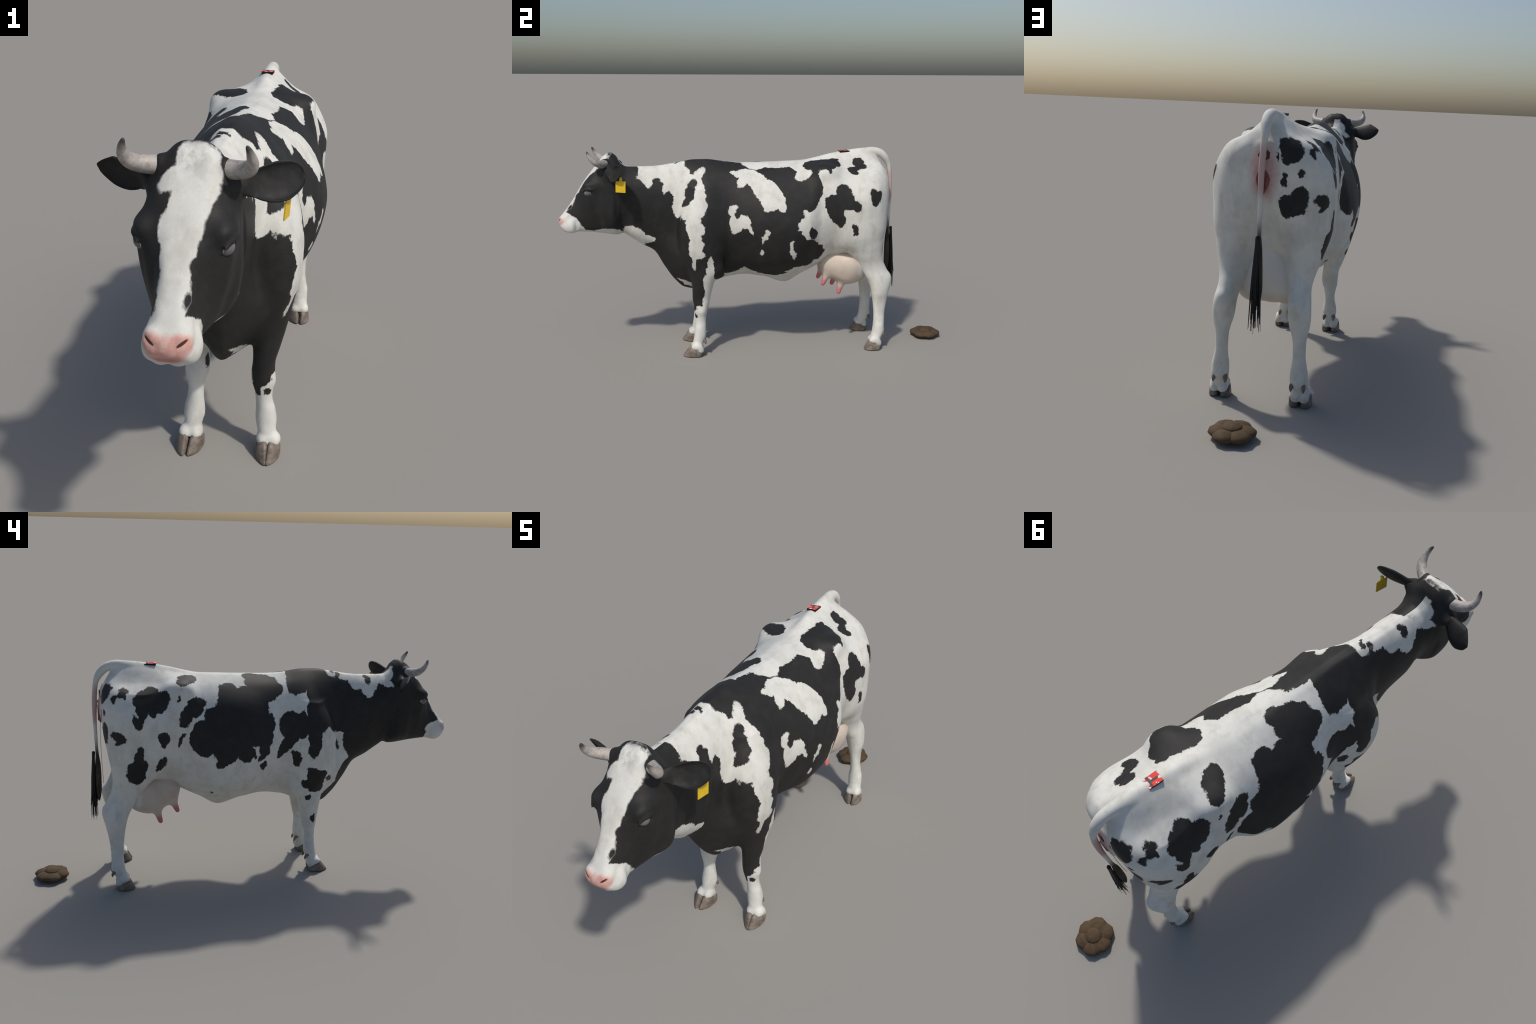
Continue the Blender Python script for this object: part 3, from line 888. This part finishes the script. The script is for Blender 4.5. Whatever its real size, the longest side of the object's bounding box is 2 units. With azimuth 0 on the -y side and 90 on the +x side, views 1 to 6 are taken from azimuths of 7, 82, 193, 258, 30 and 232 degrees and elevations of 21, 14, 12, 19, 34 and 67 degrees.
marking("shoulder_stripe", "white", "left", "flank", .189, 9,
        (-.3346, .6085, .0374, .0274, 50), (-.3426, .5087, .0515, .011, 88), (-.3609, .6615, .0643, .0131, 103), (-.326, .6662, .037, .0341, 15), (-.3331, .585, .0414, .0358, 52), (-.3292, .5448, .0403, .0243, 169), (-.3434, .7072, .0377, .0223, 12))
marking("foreleg_white", "white", "left", "flank", .167, 9,
        (-.3589, .1195, .1468, .0897, 134), (-.2516, .1448, .1138, .0403, 103), (-.2634, .4479, .0848, .0189, 91), (-.3312, .2105, .0784, .0366, 20), (-.3592, .0273, .0715, .0293, 10), (-.4363, .074, .0797, .0687, 62), (-.2529, .3478, .0966, .0386, 109), (-.2595, .2419, .1073, .045, 95), (-.4656, .1518, .0883, .0359, 100), (-.2563, .049, .061, .0476, 142))
marking("neck_pillar", "black", "left", "back", .659, .213,
        (-.5209, .52, .0255, .0184, 4), (-.5029, .5558, .0302, .016, 97), (-.5156, .5769, .0207, .017, 84), (-.5254, .5502, .0493, .0175, 79))
marking("neck_lobe", "black", "left", "back", .621, .229,
        (-.4588, .5136, .0248, .0178, 134), (-.4788, .4887, .0323, .0172, 106), (-.4543, .4823, .0265, .0124, 76), (-.4793, .5083, .0294, .0156, 43))
marking("collar_spot", "black", "left", "back", .672, .239,
        (-.3654, .5124, .0243, .0142, 104), (-.3549, .4885, .0307, .0238, 79), (-.3745, .4658, .0232, .0184, 114), (-.3439, .5268, .0407, .0185, 87), (-.3386, .5507, .0231, .0197, 169))
marking("nape_spot", "black", "left", "back", .694, .171,
        (-.415, .682, .013, .005, 27))
marking("throat_white", "white", "left", "flank", .058, 9,
        (-.5778, .5975, .0461, .0209, 178), (-.6241, .5952, .0476, .0257, 146), (-.6583, .6085, .0369, .0229, 149), (-.6603, .6477, .0319, .0202, 25), (-.6159, .6263, .0471, .0269, 138))
marking("brisket_white", "white", "left", "flank", .075, .075,
        (-.3676, .3564, .0165, .0138, 120), (-.3828, .3595, .0209, .0146, 140), (-.4076, .3744, .0217, .0088, 164))
marking("rump_spot", "black", "left", "back", .746, .183,
        (.4555, .5677, .0313, .0217, 132), (.5042, .6094, .0318, .0216, 173), (.4656, .5863, .0364, .0177, 14), (.4864, .6361, .0291, .0234, 83), (.5111, .6428, .0254, .0148, 115))
marking("thigh_patch", "black", "left", "flank", .205, .14,
        (.4162, .8123, .0618, .0292, 110), (.4586, .7705, .0293, .0234, 135), (.374, .7842, .0721, .0287, 167), (.3964, .8452, .0389, .0337, 173), (.3714, .7251, .0665, .0289, 104), (.326, .7692, .0438, .0192, 101), (.3654, .7187, .046, .0354, 133), (.3497, .8084, .0434, .0207, 5))
marking("buttock_spot", "black", "left", "flank", .203, .14,
        (.5507, .8355, .0208, .0173, 116), (.5626, .7947, .0303, .0189, 53), (.574, .8197, .0243, .0194, 74), (.5494, .8066, .0428, .0193, 107))
marking("stifle_spot", "black", "left", "flank", .214, .14,
        (.4534, .6644, .0184, .0139, 123), (.4616, .6334, .0163, .0131, 42), (.4601, .6476, .0209, .015, 105))
marking("knee_front", "black", "left", "face", -.335, .045,
        (.1312, .343, .0578, .022, 84), (.1134, .2864, .0668, .0329, 83), (.1024, .3393, .0618, .0217, 83), (.1199, .3758, .0392, .0262, 174), (.0946, .2286, .0346, .0141, 100))
marking("knee_spot", "black", "left", "face", -.339, .04,
        (.1264, .2103, .0084, .0078, 129), (.1267, .2028, .0072, .0071, 96))
marking("shoulder_black", "black", "right", "flank", -.148, 9,
        (-.4372, 1.0252, .1582, .0596, 9), (-.5869, .454, .1394, .0872, 148), (-.6758, .478, .1328, .0726, 169), (-.4607, .7974, .1069, .094, 159), (-.3446, .8934, .1646, .0802, 101), (-.5259, .8437, .197, .157, 40), (-.258, .9924, .1204, .0616, 126), (-.2028, .7392, .148, .0336, 126), (-.47, .9877, .1027, .0546, 83), (-.6805, .9133, .177, .1232, 93), (-.5664, 1.025, .22, .0645, 1), (-.6968, .6011, .1869, .1068, 89), (-.7469, .7514, .1919, .057, 90), (-.1988, .7631, .0778, .0653, 4), (-.5399, .5158, .1299, .0695, 132), (-.5585, .6608, .1068, .098, 84), (-.7216, .9925, .1116, .0641, 125), (-.47, .3838, .136, .0665, 145), (-.2938, .7305, .1217, .0327, 94))
marking("nape_white", "white", "right", "flank", -.053, 9,
        (-.6552, .9345, .0462, .0197, 28), (-.5077, 1.0226, .0947, .0639, 20), (-.5947, .9744, .0938, .0493, 101), (-.394, 1.0468, .0576, .0329, 37), (-.5963, 1.0532, .0515, .036, 163), (-.5085, 1.05, .0794, .0344, 162), (-.4267, 1.0384, .0694, .0522, 180), (-.4076, .9993, .046, .0335, 98), (-.5758, .9126, .0511, .0317, 89), (-.5344, .9473, .0553, .0517, 141), (-.4657, .9825, .0476, .0428, 20))
marking("nape_edge", "black", "right", "back", .646, .276,
        (-.6581, .6705, .0262, .004, 143), (-.6357, .6784, .0173, .0041, 6), (-.6334, .6655, .0141, .0093, 41), (-.6494, .6715, .0185, .0093, 162))
marking("shoulder_flame", "white", "right", "flank", -.141, .14,
        (-.2102, .8259, .0153, .0101, 157), (-.2396, .8743, .0257, .0196, 45), (-.2504, .8348, .028, .0055, 82), (-.1887, .8599, .0211, .0114, 88), (-.2225, .8567, .0394, .0297, 126), (-.192, .8838, .0182, .0135, 83), (-.2513, .88, .0232, .015, 80))
marking("shoulder_thumb", "black", "right", "flank", -.204, .14,
        (-.2966, .674, .0212, .0107, 109), (-.2957, .6482, .0311, .0153, 117), (-.277, .6569, .026, .0197, 94), (-.2773, .6349, .0268, .0111, 70))
marking("neck_strip", "white", "right", "flank", -.128, .14,
        (-.4446, .5698, .0478, .0377, 150), (-.4286, .6665, .0421, .0281, 133), (-.4321, .6566, .0594, .0279, 64), (-.3961, .654, .0674, .0445, 66), (-.4181, .5893, .075, .0363, 46), (-.3613, .6997, .0382, .0255, 71), (-.4374, .5492, .0468, .0228, 79))
marking("neck_sliver", "black", "right", "flank", -.123, .14,
        (-.4203, .6493, .0383, .0155, 58))
marking("nape_dot", "black", "right", "back", .686, .168,
        (-.569, .6571, .0144, .0114, 85), (-.5815, .633, .0218, .0134, 107), (-.5799, .6427, .0209, .015, 89))
marking("nape_dot_small", "black", "right", "back", .693, .18,
        (-.413, .6898, .0127, .0044, 180), (-.4103, .6804, .0135, .0105, 101))
marking("nape_dot_low", "black", "right", "back", .695, .172,
        (-.4294, .6585, .0206, .0069, 121), (-.4314, .6728, .011, .0091, 121), (-.428, .6451, .0124, .0061, 47))
marking("side_black", "black", "right", "flank", -.201, 9,
        (.103, .8802, .0611, .047, 63), (.2271, .7584, .0533, .0485, 96), (.1708, .8079, .0579, .0381, 45), (.1209, .717, .1027, .0735, 94), (.1147, .8212, .0844, .067, 106), (.1172, .6471, .0703, .0317, 134), (.2318, .7132, .0671, .0519, 67), (-.0728, .7423, .0818, .023, 101), (.0468, .6909, .0801, .0418, 75), (-.0342, .6708, .0526, .0427, 104), (.0375, .8435, .1174, .0795, 22), (.0216, .782, .1448, .0924, 109), (-.0389, .8805, .0778, .0249, 171))
marking("saddle_right", "black", "right", "back", .714, .206,
        (-.0831, .6426, .0564, .0232, 29), (-.1097, .5791, .0441, .0403, 66), (-.0201, .6488, .0501, .0344, 28), (-.001, .5602, .0545, .0188, 29), (-.0417, .6066, .0657, .0432, 9), (-.0675, .5445, .0498, .0256, 23))
marking("side_upper", "black", "right", "back", .733, .172,
        (.0844, .5383, .0663, .0378, 21), (.104, .5764, .0402, .0331, 170), (.0333, .5235, .0333, .0162, 104), (.0906, .5337, .0683, .0254, 159), (.1386, .5261, .0303, .0144, 116))
marking("side_drop", "black", "right", "flank", -.208, .14,
        (-.0448, .5859, .0196, .0144, 72), (-.0547, .5942, .0191, .0116, 99))
marking("side_crack", "white", "right", "flank", -.227, .14,
        (-.0188, .6111, .0183, .0068, 54), (-.0151, .6337, .0244, .0051, 105), (-.0449, .6099, .0232, .0033, 149), (-.0164, .6658, .023, .0074, 86), (-.0069, .6792, .0164, .0052, 24))
marking("loin_spot", "black", "right", "back", .753, .235,
        (.2586, .631, .0283, .0217, 97), (.3058, .5812, .0316, .0282, 131), (.2901, .6279, .0409, .0268, 146), (.2778, .5984, .0292, .0218, 162))
marking("hip_spot", "black", "right", "flank", -.15, .14,
        (.6073, .8934, .0178, .0078, 92), (.5741, .92, .0165, .0151, 119), (.5567, .9275, .0189, .0104, 177), (.5626, .9173, .0201, .01, 76), (.6016, .9061, .0174, .0096, 152))
marking("thigh_patch_right", "black", "right", "flank", -.18, .14,
        (.4885, .8618, .0434, .0259, 85), (.4025, .8693, .0362, .0199, 140), (.516, .8107, .0302, .0128, 79), (.4901, .8867, .0382, .022, 19), (.4783, .9121, .0347, .023, 162), (.4344, .9092, .0436, .0339, 42), (.4464, .8574, .0349, .0197, 79), (.4966, .811, .0363, .0174, 104), (.3964, .9051, .0351, .0261, 156))
marking("flank_dot", "black", "right", "flank", -.184, .14,
        (.3265, .9001, .0171, .006, 107))
marking("flank_patch", "black", "right", "flank", -.185, .14,
        (.3038, .7963, .0227, .0203, 145), (.232, .8763, .0237, .0205, 127), (.2648, .8794, .0299, .0247, 138), (.31, .824, .0285, .0172, 101), (.2782, .837, .0639, .0182, 114), (.2622, .8532, .0431, .0329, 164))
marking("flank_sliver", "black", "right", "flank", -.202, .14,
        (.3266, .7069, .0194, .0091, 118), (.3155, .7355, .0196, .0084, 123))
marking("stifle_spot_right", "black", "right", "flank", -.213, .14,
        (.4097, .7316, .0207, .0134, 66), (.3964, .7472, .0201, .0107, 4), (.3987, .7075, .0228, .0128, 88), (.3909, .7238, .0276, .0206, 122))
marking("ham_spot", "black", "right", "flank", -.192, .14,
        (.5859, .7163, .0237, .0117, 144), (.5965, .7393, .0256, .0198, 31), (.5912, .7521, .0192, .0119, 10), (.5768, .7363, .0193, .0172, 82))
marking("ham_patch", "black", "right", "flank", -.205, .14,
        (.5202, .6142, .0488, .0245, 132), (.4927, .5887, .0507, .0209, 107), (.5083, .6393, .0627, .0214, 103), (.5097, .5547, .043, .0281, 119), (.5395, .5701, .0408, .0241, 87))
marking("stifle_leaf", "black", "right", "flank", -.194, .14,
        (.4016, .6219, .0262, .019, 123), (.4114, .6068, .025, .0188, 124), (.4163, .5944, .0219, .0099, 125))
marking("navel_dot", "black", "right", "flank", -.145, .14,
        (.1761, .4485, .0113, .0075, 40))
marking("elbow_spot", "black", "right", "flank", -.182, .14,
        (-.2133, .5857, .0182, .013, 112), (-.2228, .6133, .0261, .0071, 86), (-.2065, .6091, .0429, .0122, 71), (-.2069, .6283, .0262, .0136, 37))
marking("arm_patch", "black", "right", "flank", -.184, .14,
        (-.3101, .4932, .059, .0335, 131), (-.2591, .4815, .0245, .0223, 62), (-.3258, .5309, .0369, .0194, 174), (-.2979, .5459, .0457, .0142, 17), (-.3087, .4497, .0339, .0178, 171), (-.3296, .4766, .0444, .0195, 85), (-.2771, .5286, .0372, .0179, 84))
marking("chest_dot", "black", "right", "flank", -.146, .14,
        (-.379, .493, .0247, .0142, 43))
marking("arm_dot", "black", "right", "flank", -.162, .14,
        (-.2815, .4061, .0165, .0114, 130), (-.2764, .402, .0121, .0097, 51))
marking("knee_dot", "black", "right", "flank", -.123, .14,
        (-.316, .2902, .0186, .0116, 110), (-.3199, .2795, .0241, .0118, 89))
marking("pin_patch", "black", "right", "seat", .66, .085,
        (-.1048, .8938, .0313, .0206, 128), (-.073, .9148, .0408, .0213, 59), (-.095, .9208, .0445, .023, 41), (-.0717, .8911, .0313, .0176, 77))
marking("pin_sliver", "black", "right", "seat", .658, .1,
        (-.0457, .8854, .0161, .0044, 79))
marking("seat_dot", "black", "right", "seat", .658, .1,
        (-.0637, .8067, .0154, .0056, 96), (-.0731, .8024, .0136, .0073, 90), (-.0692, .8228, .0134, .0076, 86))
marking("seat_dot_outer", "black", "right", "seat", .647, .1,
        (-.1244, .8366, .011, .0093, 71), (-.1257, .8315, .0099, .0094, 72))
marking("seat_patch", "black", "right", "seat", .646, .12,
        (-.1277, .7672, .0251, .0247, 5), (-.1031, .7143, .0435, .0262, 153), (-.122, .7486, .0279, .0243, 29), (-.0808, .7428, .0243, .0179, 156), (-.0739, .7135, .0336, .0162, 62), (-.1196, .7224, .0296, .0294, 22))
marking("blaze", "white", "both", "face", -.848, .4,
        (-.0071, .9949, .0318, .0216, 114), (-.005, .9172, .0499, .0285, 88), (.0152, .7271, .0359, .0189, 139), (.0258, .945, .0404, .0376, 44), (.0187, .9984, .0387, .0251, 160), (.0163, .8824, .0332, .0304, 84), (.0447, .9717, .0358, .0229, 99), (-.0281, .9649, .0378, .0179, 40), (.0082, .843, .046, .0257, 61), (-.002, .8129, .0554, .0297, 110), (-.0172, .732, .0341, .0187, 71), (-.021, .8612, .0505, .0201, 108), (.0237, .9246, .0356, .0279, 132), (.0003, .7619, .0629, .0333, 96))
marking("poll", "black", "left", "flank", .049, 9,
        (-.6446, .9405, .045, .0396, 115), (-.7033, .9648, .0684, .0425, 99), (-.6457, 1.051, .0536, .0411, 78), (-.6717, 1.0278, .0852, .0523, 126))
marking("poll_right", "black", "right", "flank", .049, .14,
        (-.7193, 1.0649, .0397, .0179, 92), (-.7203, .9381, .0426, .0197, 91), (-.7229, .9911, .0618, .0213, 84))
marking("brow_notch", "black", "right", "face", -.838, .1,
        (-.0485, .9194, .0146, .0069, 111), (-.041, .9337, .01, .0069, 7), (-.0406, .9198, .0167, .0086, 70))
marking("nose_dot", "black", "left", "face", -.943, .1,
        (.0301, .7567, .0076, .0032, 100), (.0277, .7671, .0094, .0041, 93), (.028, .7619, .0088, .0058, 106))
marking("muzzle_left", "white", "left", "flank", .046, 9,
        (-.9083, .6297, .0447, .04, 92), (-.9757, .6224, .0745, .0731, 7), (-.9837, .599, .0755, .0338, 31), (-.744, .6038, .059, .0541, 1), (-1.0224, .6994, .0575, .0281, 86), (-.8609, .5996, .0768, .0492, 171), (-.9731, .71, .086, .0316, 154), (-.9274, .5773, .0748, .0274, 177), (-.7774, .6048, .0754, .0546, 9))
marking("muzzle_right", "white", "right", "flank", -.043, 9,
        (-1.0077, .6259, .0515, .0359, 53), (-.9642, .6973, .0741, .0325, 176), (-1.0084, .6666, .0845, .0345, 108), (-.984, .6417, .0712, .0583, 140), (-.9208, .6371, .06, .0268, 91))


WHITE = (.712, .708, .656)
BLACK = (.0185, .0180, .0175)


def nearby(side, lo, hi):
    """The ellipses of all markings that reach a box on one side of the animal."""
    corners = [(a, b, c) for a in (lo[0], hi[0]) for b in (lo[1], hi[1]) for c in (lo[2], hi[2])]
    found = []
    for i, (name, colour, sd, plane, depth, reach, ellipses) in enumerate(MARKINGS):
        if sd not in (side, "both"):
            continue
        q = np.array([plane_of(c, sd, plane) for c in corners])
        q0, q1 = q.min(0) - .020, q.max(0) + .020
        if depth + reach < q0[2] or depth - reach > q1[2]:
            continue
        for j, (a, b, r1, r2, deg) in enumerate(ellipses):
            t = math.radians(deg)
            ra = math.hypot(r1 * math.cos(t), r2 * math.sin(t)); rb = math.hypot(r1 * math.sin(t), r2 * math.cos(t))
            if a + ra > q0[0] and a - ra < q1[0] and b + rb > q0[1] and b - rb < q1[1]:
                found.append((i, j))
    return found


def coat_material(part, side, lo, hi):
    g = Graph("coat_" + part.split(".")[0] + "_" + side)
    # ragged fur edges: the markings are looked up at a slightly shifted place
    fine = .55 if part == "head" else 1
    w1 = g.vec("SUBTRACT", g.noise(g.obj, 36, 3, .6, True), (.5, .5, .5))
    w2 = g.vec("SUBTRACT", g.noise(g.stretch(g.obj, (1, 1, .55)), 130, 2, .6, True), (.5, .5, .5))
    p = g.vec("ADD", g.obj, g.vec("ADD", g.vec("SCALE", w1, scale=.026 * fine), g.vec("SCALE", w2, scale=.011 * fine)))
    x, y, z = g.split(p)[:3]
    cache = {}

    def coords(sd, plane):
        key = (sd if plane == "back" else "", plane)
        if key not in cache:
            s = 1 if sd == "left" else -1
            if plane == "flank":
                cache[key] = g.join(y, z, x)
            elif plane == "back":
                sx = g.math("MULTIPLY", x, s * HALF); hz = g.math("MULTIPLY", z, HALF)
                cache[key] = g.join(y, g.math("SUBTRACT", hz, sx), g.math("ADD", hz, sx))
            else:
                cache[key] = g.join(x, z, y)
        return cache[key]

    d = -0.05 if part == "head" else 0.05
    groups = {}
    for i, j in nearby(side, lo, hi):
        groups.setdefault(i, []).append(j)
    for i, members in groups.items():
        name, colour, sd, plane, depth, reach, ellipses = MARKINGS[i]
        e = None
        for j in members:
            a, b, r1, r2, deg = ellipses[j]
            k = g.ellipse(coords(sd if sd != "both" else side, plane), (a, b, depth), (r1, r2, reach), math.radians(deg))
            e = k if e is None else g.math("SMOOTH_MIN", e, k, .009)
        d = g.math("MINIMUM", d, e) if colour == "black" else g.math("MAXIMUM", d, g.math("MULTIPLY", e, -1))
    soft_edge = .0034 if part == "head" else .0026
    dark = g.ramp(d, -soft_edge, soft_edge, 1, 0) if not isinstance(d, float) else (1.0 if d < 0 else 0.0)

    # white hair: faint cream, grey and brown clouds and fine streaks
    cloud = g.ramp(g.noise(g.obj, 12, 5, .62), .40, .68)
    soil = g.ramp(g.noise(g.stretch(g.obj, (1, 1, .6)), 24, 5, .65), .47, .74)
    fur = g.noise(g.stretch(g.obj, (60, 60, 22)), 6, 3, .7)
    white = g.mix(g.math("MULTIPLY", cloud, .75), WHITE, (.600, .596, .555))
    white = g.mix(g.math("MULTIPLY", soil, .55), white, (.470, .452, .395))
    white = g.mix(g.ramp(fur, .3, .75, 0, .28), white, (.54, .525, .485))
    stain = g.ramp(g.noise(g.stretch(g.obj, (1, 1, .45)), 17, 4, .6), .45, .74)
    white = g.mix(g.math("MULTIPLY", stain, .38), white, (.47, .45, .38))
    black = g.mix(g.ramp(g.noise(g.obj, 24, 4, .6), .40, .75), BLACK, (.027, .0262, .0255))
    black = g.mix(g.ramp(fur, .35, .75, 0, .6), black, (.031, .030, .029))

    calm = g.vec("ADD", g.obj, g.vec("SCALE", w1, scale=.008))

    def soft(centre, radius, inner, outer):
        v = g.vec("DIVIDE", g.vec("SUBTRACT", calm, centre), radius)
        return g.ramp(g.vec("LENGTH", v), inner, outer, 1, 0)

    if part == "head":
        grain = g.noise(g.obj, 70, 4, .6)
        pad = g.math("MAXIMUM", soft((.027, -.998, .694), (.031, .040, .026), .62, 1.12), soft((-.027, -.998, .694), (.031, .040, .026), .62, 1.12))
        pad = g.math("MAXIMUM", pad, soft((0, -1.002, .672), (.046, .036, .026), .66, 1.12))
        pad = g.math("MAXIMUM", pad, g.math("MULTIPLY", soft((0, -1.000, .696), (.030, .034, .024), .4, 1.1), .8))
        pink = g.mix(g.ramp(grain, .35, .7), (.66, .385, .325), (.60, .285, .245))
        pink = g.mix(soft((0, -1.0, .655), (.040, .03, .014), .5, 1.2), pink, (.53, .21, .19))
        white = g.mix(g.math("MULTIPLY", pad, .95), white, pink)
        # rubbed grey hair on the forehead
        grey = g.math("MULTIPLY", soft((0, -.775, 1.0), (.050, .06, .055), .2, 1.1), g.ramp(g.noise(g.stretch(g.obj, (1, 1, .8)), 30, 4, .65), .36, .60))
        white = g.mix(g.math("MULTIPLY", grey, .7), white, (.36, .345, .315))
        ox, oy, oz = g.split(g.obj)[:3]
        slits = [g.ellipse(g.join(ox, oz, oy), (s * .0315, .699, -.995), (.0122, .0033, .03), s * math.radians(36)) for s in (1, -1)]
        hole = g.ramp(g.math("MINIMUM", *slits), -.001, .0012, 1, 0)
        white = g.mix(g.math("MULTIPLY", hole, .95), white, (.045, .016, .014))
    if part == "torso":
        rear = g.math("MULTIPLY", soft((-.003, .66, .835), (.062, .06, .122), .38, 1.1), g.ramp(g.noise(g.obj, 60, 4, .7), .2, .65, .55, 1))
        white = g.mix(g.math("MULTIPLY", rear, .92), white, (.50, .27, .255))
    if part == "tail":
        inner = g.math("MULTIPLY", g.ramp(z, .73, .78), g.ramp(z, .90, .955, 1, 0))
        white = g.mix(g.math("MULTIPLY", inner, .75), white, (.50, .30, .285))
        end = g.ramp(z, .615, .70, 1, 0)
        white = g.mix(end, white, (.13, .105, .08))
    if part.startswith("foreleg") or part.startswith("hindleg"):
        # soiled skin just above the hoof and between the toes
        low = g.math("MULTIPLY", g.ramp(z, .030, .062, 1, 0), g.ramp(g.noise(g.obj, 60, 3, .6), .35, .7))
        white = g.mix(g.math("MULTIPLY", low, .6), white, (.42, .35, .31))
    col = g.mix(dark, white, black)
    g.bump(fur, .12, .0015)
    return g.finish(col, g.mix(dark, (.72,) * 3, (.60,) * 3), .22)


def mottled(name, a, b, scale, rough=.6, spec=.3, bump=.1, detail=4, lo=.35, hi=.68):
    g = Graph(name)
    n = g.noise(g.obj, scale, detail, .6)
    col = g.mix(g.ramp(n, lo, hi), a, b)
    g.bump(n, bump, .002)
    return g, col, n, rough, spec


def simple(*args, **kw):
    g, col, n, rough, spec = mottled(*args, **kw)
    return g.finish(col, rough, spec)


def horn_material():
    g, col, n, rough, spec = mottled("horn_keratin", (.46, .415, .375), (.30, .27, .245), 60, rough=.55, bump=.25)
    x, y, z = g.split(g.obj)[:3]
    crack = g.ramp(g.noise(g.stretch(g.obj, (1, 1, 1)), 150, 5, .75), .50, .72)
    col = g.mix(g.math("MULTIPLY", crack, .45), col, (.17, .145, .125))
    tip = g.vec("LENGTH", g.vec("SUBTRACT", g.join(g.math("ABSOLUTE", x), y, z), (.119, -.838, 1.043)))
    tip = g.math("ADD", tip, g.math("MULTIPLY_ADD", n, .02, -.01))
    col = g.mix(g.ramp(tip, .006, .034, 1, 0), col, (.055, .050, .047))
    return g.finish(col, .5, .35)


def hoof_material():
    g, col, n, rough, spec = mottled("hoof_horn", (.210, .172, .140), (.115, .090, .070), 55, bump=.2)
    pale = g.ramp(g.noise(g.obj, 26, 3, .6), .48, .72)
    col = g.mix(g.math("MULTIPLY", pale, .55), col, (.300, .265, .225))
    ridge = g.noise(g.stretch(g.obj, (6, 6, 60)), 8, 2, .5)
    col = g.mix(g.ramp(ridge, .4, .7, 0, .3), col, (.09, .074, .062))
    return g.finish(col, .5, .35)


def udder_material():
    g, col, n, rough, spec = mottled("udder_skin", (.60, .52, .44), (.55, .44, .37), 16, bump=.05)
    x, y, z = g.split(g.obj)[:3]
    hair = g.math("MULTIPLY", g.ramp(g.noise(g.obj, 13, 4, .6), .38, .66), .55)
    col = g.mix(hair, col, (.60, .535, .455))
    back = g.ramp(g.math("ADD", y, g.math("MULTIPLY_ADD", g.noise(g.obj, 30, 3, .6), .03, -.015)), .485, .515)
    back = g.math("MULTIPLY", back, g.ramp(z, .355, .405))
    col = g.mix(back, col, (.70, .685, .645))
    ax = g.math("ABSOLUTE", x)
    teat = None
    for c, e in (((.0655, .337, .352), (.068, .327, .322)), ((.080, .416, .308), (.086, .409, .278))):
        a = np.array(c); b = np.array(e); u = (b - a) / np.linalg.norm(b - a)
        t = g.vec("DOT_PRODUCT", g.vec("SUBTRACT", g.join(ax, y, z), tuple(a)), tuple(u))
        r = g.vec("LENGTH", g.vec("SUBTRACT", g.join(ax, y, z), tuple(a)))
        k = g.math("MULTIPLY", g.ramp(t, -.030, .004), g.ramp(r, .040, .052, 1, 0))
        teat = k if teat is None else g.math("MAXIMUM", teat, k)
    col = g.mix(teat, col, g.mix(g.ramp(n, .3, .7), (.60, .19, .185), (.52, .145, .148)))
    return g.finish(col, .5, .35)


def eye_material():
    g = Graph("eyeball")
    x, y, z = g.split(g.obj)[:3]
    n = g.noise(g.obj, 120, 3, .6)
    iris = g.ramp(z, .0088, .0095)
    col = g.mix(iris, (.66, .66, .65), g.mix(g.ramp(n, .3, .7), (.165, .165, .168), (.13, .13, .132)))
    return g.finish(col, .35, .4)


def plate_material():
    g = Graph("plate_print")
    x, y, z = g.split(g.obj)[:3]
    n = g.noise(g.stretch(g.obj, (1, 1, 0)), 60, 1, .4)
    red = g.ramp(n, .40, .415)
    top = g.ramp(z, .0039, .0041)
    col = g.mix(top, (.012, .012, .012), g.mix(red, (.78, .78, .84), (.80, .075, .055)))
    return g.finish(col, .6, .2)


def slime_material():
    g = Graph("slime")
    g.bsdf.inputs["Transmission Weight"].default_value = .35
    g.bsdf.inputs["IOR"].default_value = 1.33
    return g.finish((.55, .58, .66), .15, .5)


def dung_material():
    g, col, n, rough, spec = mottled("dung", (.098, .064, .035), (.070, .046, .026), 45, rough=.75, bump=.15)
    return g.finish(col, .8, .2)


def switch_material():
    g, col, n, rough, spec = mottled("switch_hair", (.085, .063, .043), (.045, .034, .025), 18, rough=.7, bump=.1)
    s = g.noise(g.stretch(g.obj, (14, 14, 1.2)), 18, 3, .6)
    col = g.mix(g.ramp(s, .4, .7, 0, .6), col, (.022, .018, .015))
    return g.finish(col, .7, .2)


build_all({
    "coat": coat_material, "nearby": nearby,
    "ear": simple("ear_hair", (.0185, .018, .0175), (.028, .0275, .027), 45, rough=.6, spec=.2),
    "horn": horn_material(), "hoof": hoof_material(), "eye": eye_material(), "udder": udder_material(),
    "tag": simple("tag_plastic", (.80, .54, .022), (.76, .50, .018), 60, rough=.45, spec=.4, bump=0),
    "brush": simple("brush_hair", (.010, .010, .010), (.018, .017, .016), 90, rough=.5, spec=.3),
    "switch": switch_material(), "dung": dung_material(),
    "anus": simple("anus_skin", (.120, .045, .038), (.060, .024, .020), 160, rough=.55, bump=.5),
    "vulva": simple("vulva_skin", (.260, .085, .078), (.17, .050, .046), 130, rough=.5, bump=.3),
    "slit": simple("slit_skin", (.33, .022, .028), (.26, .018, .022), 100, rough=.4),
    "slime": slime_material(), "plate": plate_material(),
    "bar": simple("bar_print", (.085, .083, .080), (.08, .078, .076), 50, rough=.6, bump=0),
})
